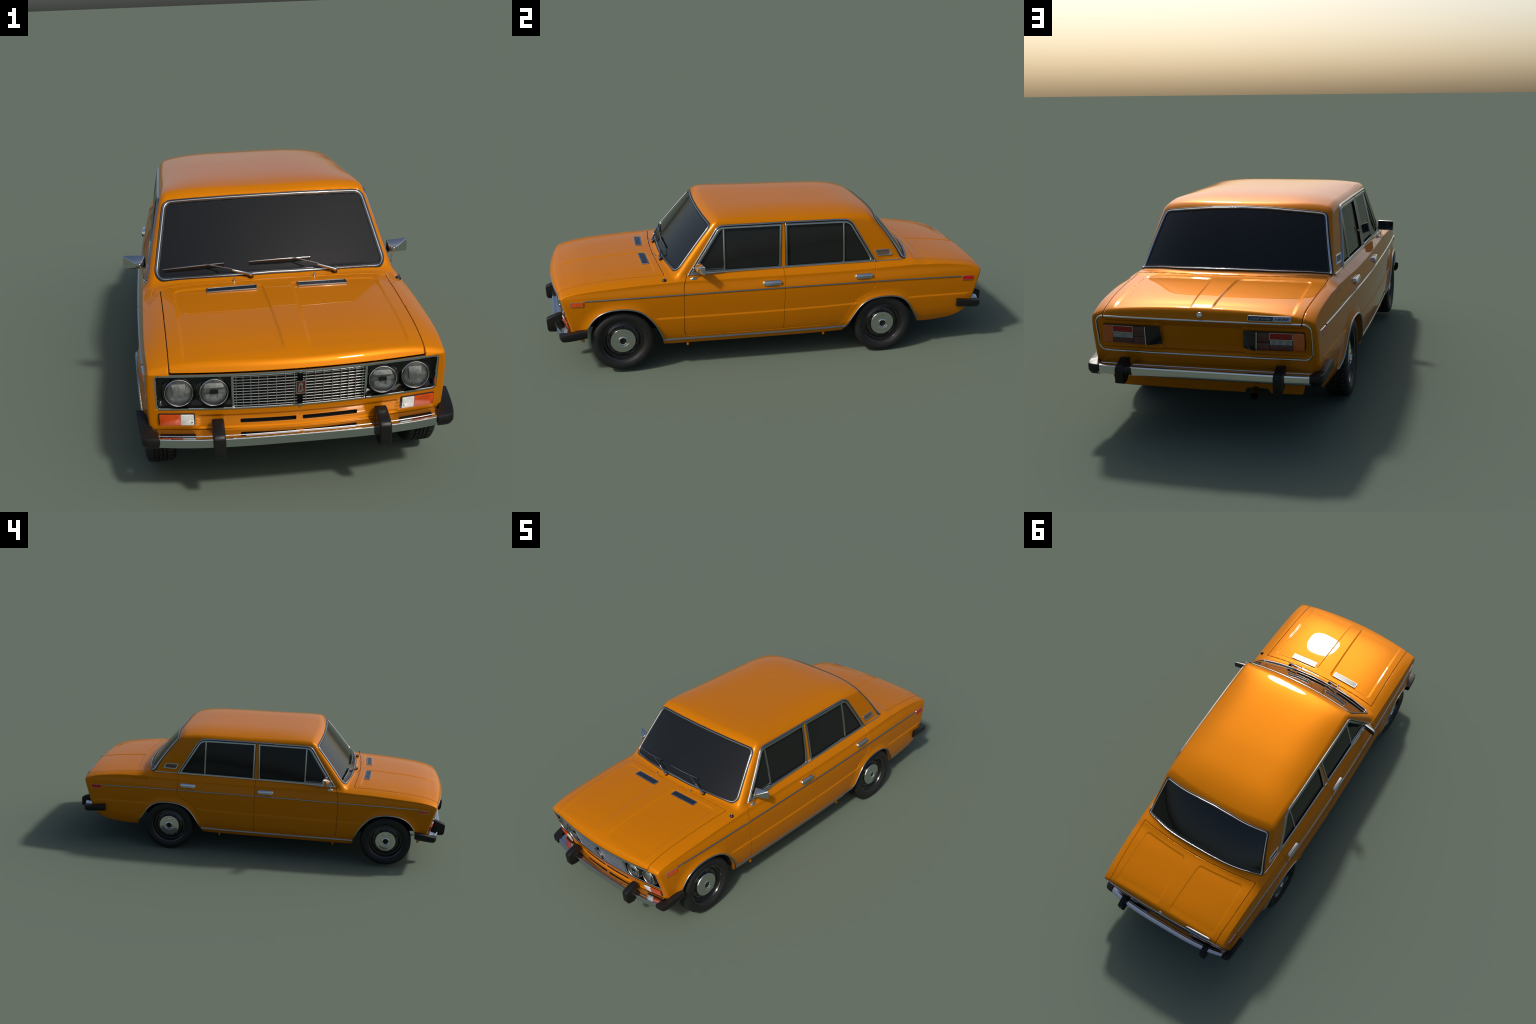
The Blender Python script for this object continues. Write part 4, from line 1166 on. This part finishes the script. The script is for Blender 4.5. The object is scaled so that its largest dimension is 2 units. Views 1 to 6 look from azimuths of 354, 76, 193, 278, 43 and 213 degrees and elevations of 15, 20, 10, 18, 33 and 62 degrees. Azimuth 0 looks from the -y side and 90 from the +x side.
# ---------------------------------------------------------------- mirrors
for s, d in ((1, DF[0]), (-1, DF[1])):
    bx, by, bz = .3575, -.3830, surf_x(-.383, .4035)*0+.4030
    foot = moved(lathe_geo([(-.002, .0105), (.0015, .0100), (.0040, .0060), (.0065, .0042), (.0065, .0001)], 32),
                 Matrix.Translation((surf_x(by, bz)-.001, by, bz)) @ Matrix.Rotation(math.radians(-55), 4, 'Y') @ Matrix.Diagonal((1, 1.55, .85, 1)))
    if s < 0: foot = mirror_geo(foot)
    mir = poly_object('door_mirror', *foot, 'chrome', d, angle=50)
    stalk = tube_geo([(.3590, -.3825, .4060), (.3600, -.3840, .4250), (.3640, -.3850, .4440), (.3665, -.3835, .4525)], [.0022, .0020, .0020, .0026], 12)
    ball = moved(lathe_geo([(.0046*math.cos(a), .0046*math.sin(a)) for a in np.linspace(.01, math.pi-.01, 12)], 16), Matrix.Translation((.3675, -.3838, .4540)))
    g = merged(stalk, ball)
    poly_object('mirror_stalk', *(g if s > 0 else mirror_geo(g)), 'chrome', mir, angle=60)
    def rect(x0, x1, z0, z1, y, yo=0, r=.004):
        return [(u, y+yo*(u-.38), w) for u, w in fillet_poly([(x0, z0), (x1, z0), (x1, z1), (x0, z1)], r, 3)]
    head = loft_geo([rect(.3515, .4140, .4350, .4720, -.3500, .20), rect(.3505, .4150, .4340, .4730, -.3525, .20), rect(.3508, .4145, .4345, .4725, -.3550, .20),
                     rect(.3600, .3820, .4440, .4590, -.3770, 0, .003), rect(.3640, .3760, .4480, .4570, -.3800, 0, .002)])
    poly_object('mirror_housing', *(head if s > 0 else mirror_geo(head)), 'chrome', mir, angle=28)
    gl = loft_geo([rect(.3535, .4120, .4370, .4700, -.3520, .20, .003), rect(.3535, .4120, .4370, .4700, -.3490, .20, .003)])
    poly_object('mirror_glass', *(gl if s > 0 else mirror_geo(gl)), 'mirror_glass', mir)

# ---------------------------------------------------------------- bonnet vents, washers, wipers, aerial foot
for s in (1, -1):
    c = np.array([.1220, -.5705]); ua = np.array([1, .043]); ua = ua/np.linalg.norm(ua); va = np.array([-ua[1], ua[0]])
    def V3(u, w, d):
        x, y = c+ua*u+va*w
        return (s*x, y, tz(x, y)+d)
    o = dense_ring(fillet_poly([(-.0675, -.0155), (.0675, -.0155), (.0675, .0155), (-.0675, .0155)], .003, 3), .015)
    vent = poly_object('bonnet_vent', *prism_geo(o, -.003, .0012, V3), 'black_gloss', hood_ob)
    oo = fillet_poly([(-.0675, -.0155), (.0675, -.0155), (.0675, .0155), (-.0675, .0155)], .003, 3)
    ii = fillet_poly([(-.0645, -.0125), (.0645, -.0125), (.0645, .0125), (-.0645, .0125)], .002, 3)
    poly_object('vent_frame', *frame_geo(oo, ii, -.001, .0042, V3), 'chrome', vent, bevel=.0008)
    for k in range(4):
        w = -.0095+k*.00633
        xs = np.linspace(-.0645, .0645, 8)
        poly_object('vent_slat', *loft_geo([[V3(u, w-.0020, .0006), V3(u, w-.0019, .0026), V3(u, w+.0016, .0030), V3(u, w+.0020, .0006)] for u in xs]), 'vent_steel', vent)
    ribs = [loft_geo([[V3(u-.0005, w, .0008), V3(u+.0005, w, .0008), V3(u+.0005, w, .0024), V3(u-.0005, w, .0024)] for w in (-.0122, .0122)]) for u in np.arange(-.0610, .0620, .0084)]
    rb_ob = poly_object('vent_rib', *merged(*ribs), 'vent_steel', vent); rb_ob['kind'] = 'stuff'
    # washer nozzle
    nx, ny = s*.1105, -.5195
    M = Matrix.Translation((nx, ny, .4255)) @ Matrix.Rotation(math.radians(-90), 4, 'Y')
    poly_object('washer_nozzle', *moved(lathe_geo([(0, .0045), (.003, .0040), (.0035, .0022), (.007, .0022), (.0078, .0030), (.0105, .0028), (.0118, .0001)], 20), M), 'chrome', body_ob)
M = Matrix.Translation((.3480, -.5070, tz(.3480, -.5070)-.001)) @ Matrix.Rotation(math.radians(-80), 4, 'Y')
aer = poly_object('aerial_foot', *moved(lathe_geo([(0, .0092), (.004, .0085), (.0065, .0060), (.0075, .0040)], 28), M), 'black_gloss', body_ob)
poly_object('aerial_stub', *moved(lathe_geo([(.006, .0036), (.0130, .0030), (.0140, .0018), (.0160, .0015), (.0162, .0001)], 20), M), 'steel', aer)

def screen_pt(x, z, lift):
    """Point standing off the windscreen."""
    y = -.495+.178*(z-.4345)/.1915
    P0 = np.array([[x, y-.12, z]])
    t = cast(lambda P: -body(P), P0, np.array([[0, 1., 0]]), .3, 24)[0]
    p = np.array([x, y-.12+t, z]); n = gradient(body, p[None])[0]
    return p+n*lift
for px, pz, (ax_, az), (lx, lz), (rx, rz) in (
        (-.0640, .4318, (-.1830, .4575), (-.3000, .4470), (-.1320, .4605)),
        (.1700, .4290, (.0570, .4630), (-.0640, .4615), (.1065, .4625))):
    py = float(-.5025 if px < 0 else -.4975)
    base = np.array([px, py, pz])
    M = Matrix.Translation(base-np.array([0, -.002, .004])) @ Matrix.Rotation(math.radians(-125), 4, 'Y').to_4x4() if False else Matrix.Translation(base) @ Matrix.Rotation(math.radians(35), 4, 'X') @ Matrix.Rotation(math.radians(-90), 4, 'Y')
    wiper = poly_object('wiper', *moved(lathe_geo([(-.006, .0085), (.003, .0085), (.006, .0075), (.010, .0065)], 28), M), 'black_gloss', body_ob)
    top = np.array(M @ Vector((.012, 0, 0)))
    a = screen_pt(ax_, az, .0145)
    poly_object('wiper_nut', *moved(lathe_geo([(.008, .0060), (.013, .0058), (.0150, .0045), (.0155, .0001)], 16), M), 'chrome', wiper)
    k1 = top+(a-top)*.42+np.array([0, -.003, .004])
    d = (a-top)/np.linalg.norm(a-top)
    poly_object('wiper_arm', *merged(tube_geo([top-d*.004, top+d*.012, top+d*.05, k1], [.0048, .0052, .0040, .0030], 10), tube_geo([k1, a], [.0019, .0016], 8)), 'steel', wiper, angle=60)
    L, Rr = screen_pt(lx, lz, .0095), screen_pt(rx, rz, .0095)
    mid = screen_pt(.5*(lx+rx), .5*(lz+rz)+.0004, .0115)
    path = [L, L*.6+mid*.4, mid, mid*.4+Rr*.6, Rr]
    poly_object('wiper_blade', *tube_geo(path, [.0014, .0022, .0026, .0022, .0014], 8), 'steel', wiper, angle=60)
    rub = []
    for t in np.linspace(0, 1, 9):
        x = lx+(rx-lx)*t; z = lz+(rz-lz)*t
        p1 = screen_pt(x, z, .0090); p0 = screen_pt(x, z-.0025, .0012)
        rub.append([p1+[0, 0, .0006], p1-[0, 0, .0006], p0-[0, 0, .0004], p0+[0, 0, .0004]])
    poly_object('wiper_rubber', *loft_geo(rub), 'rubber', wiper)
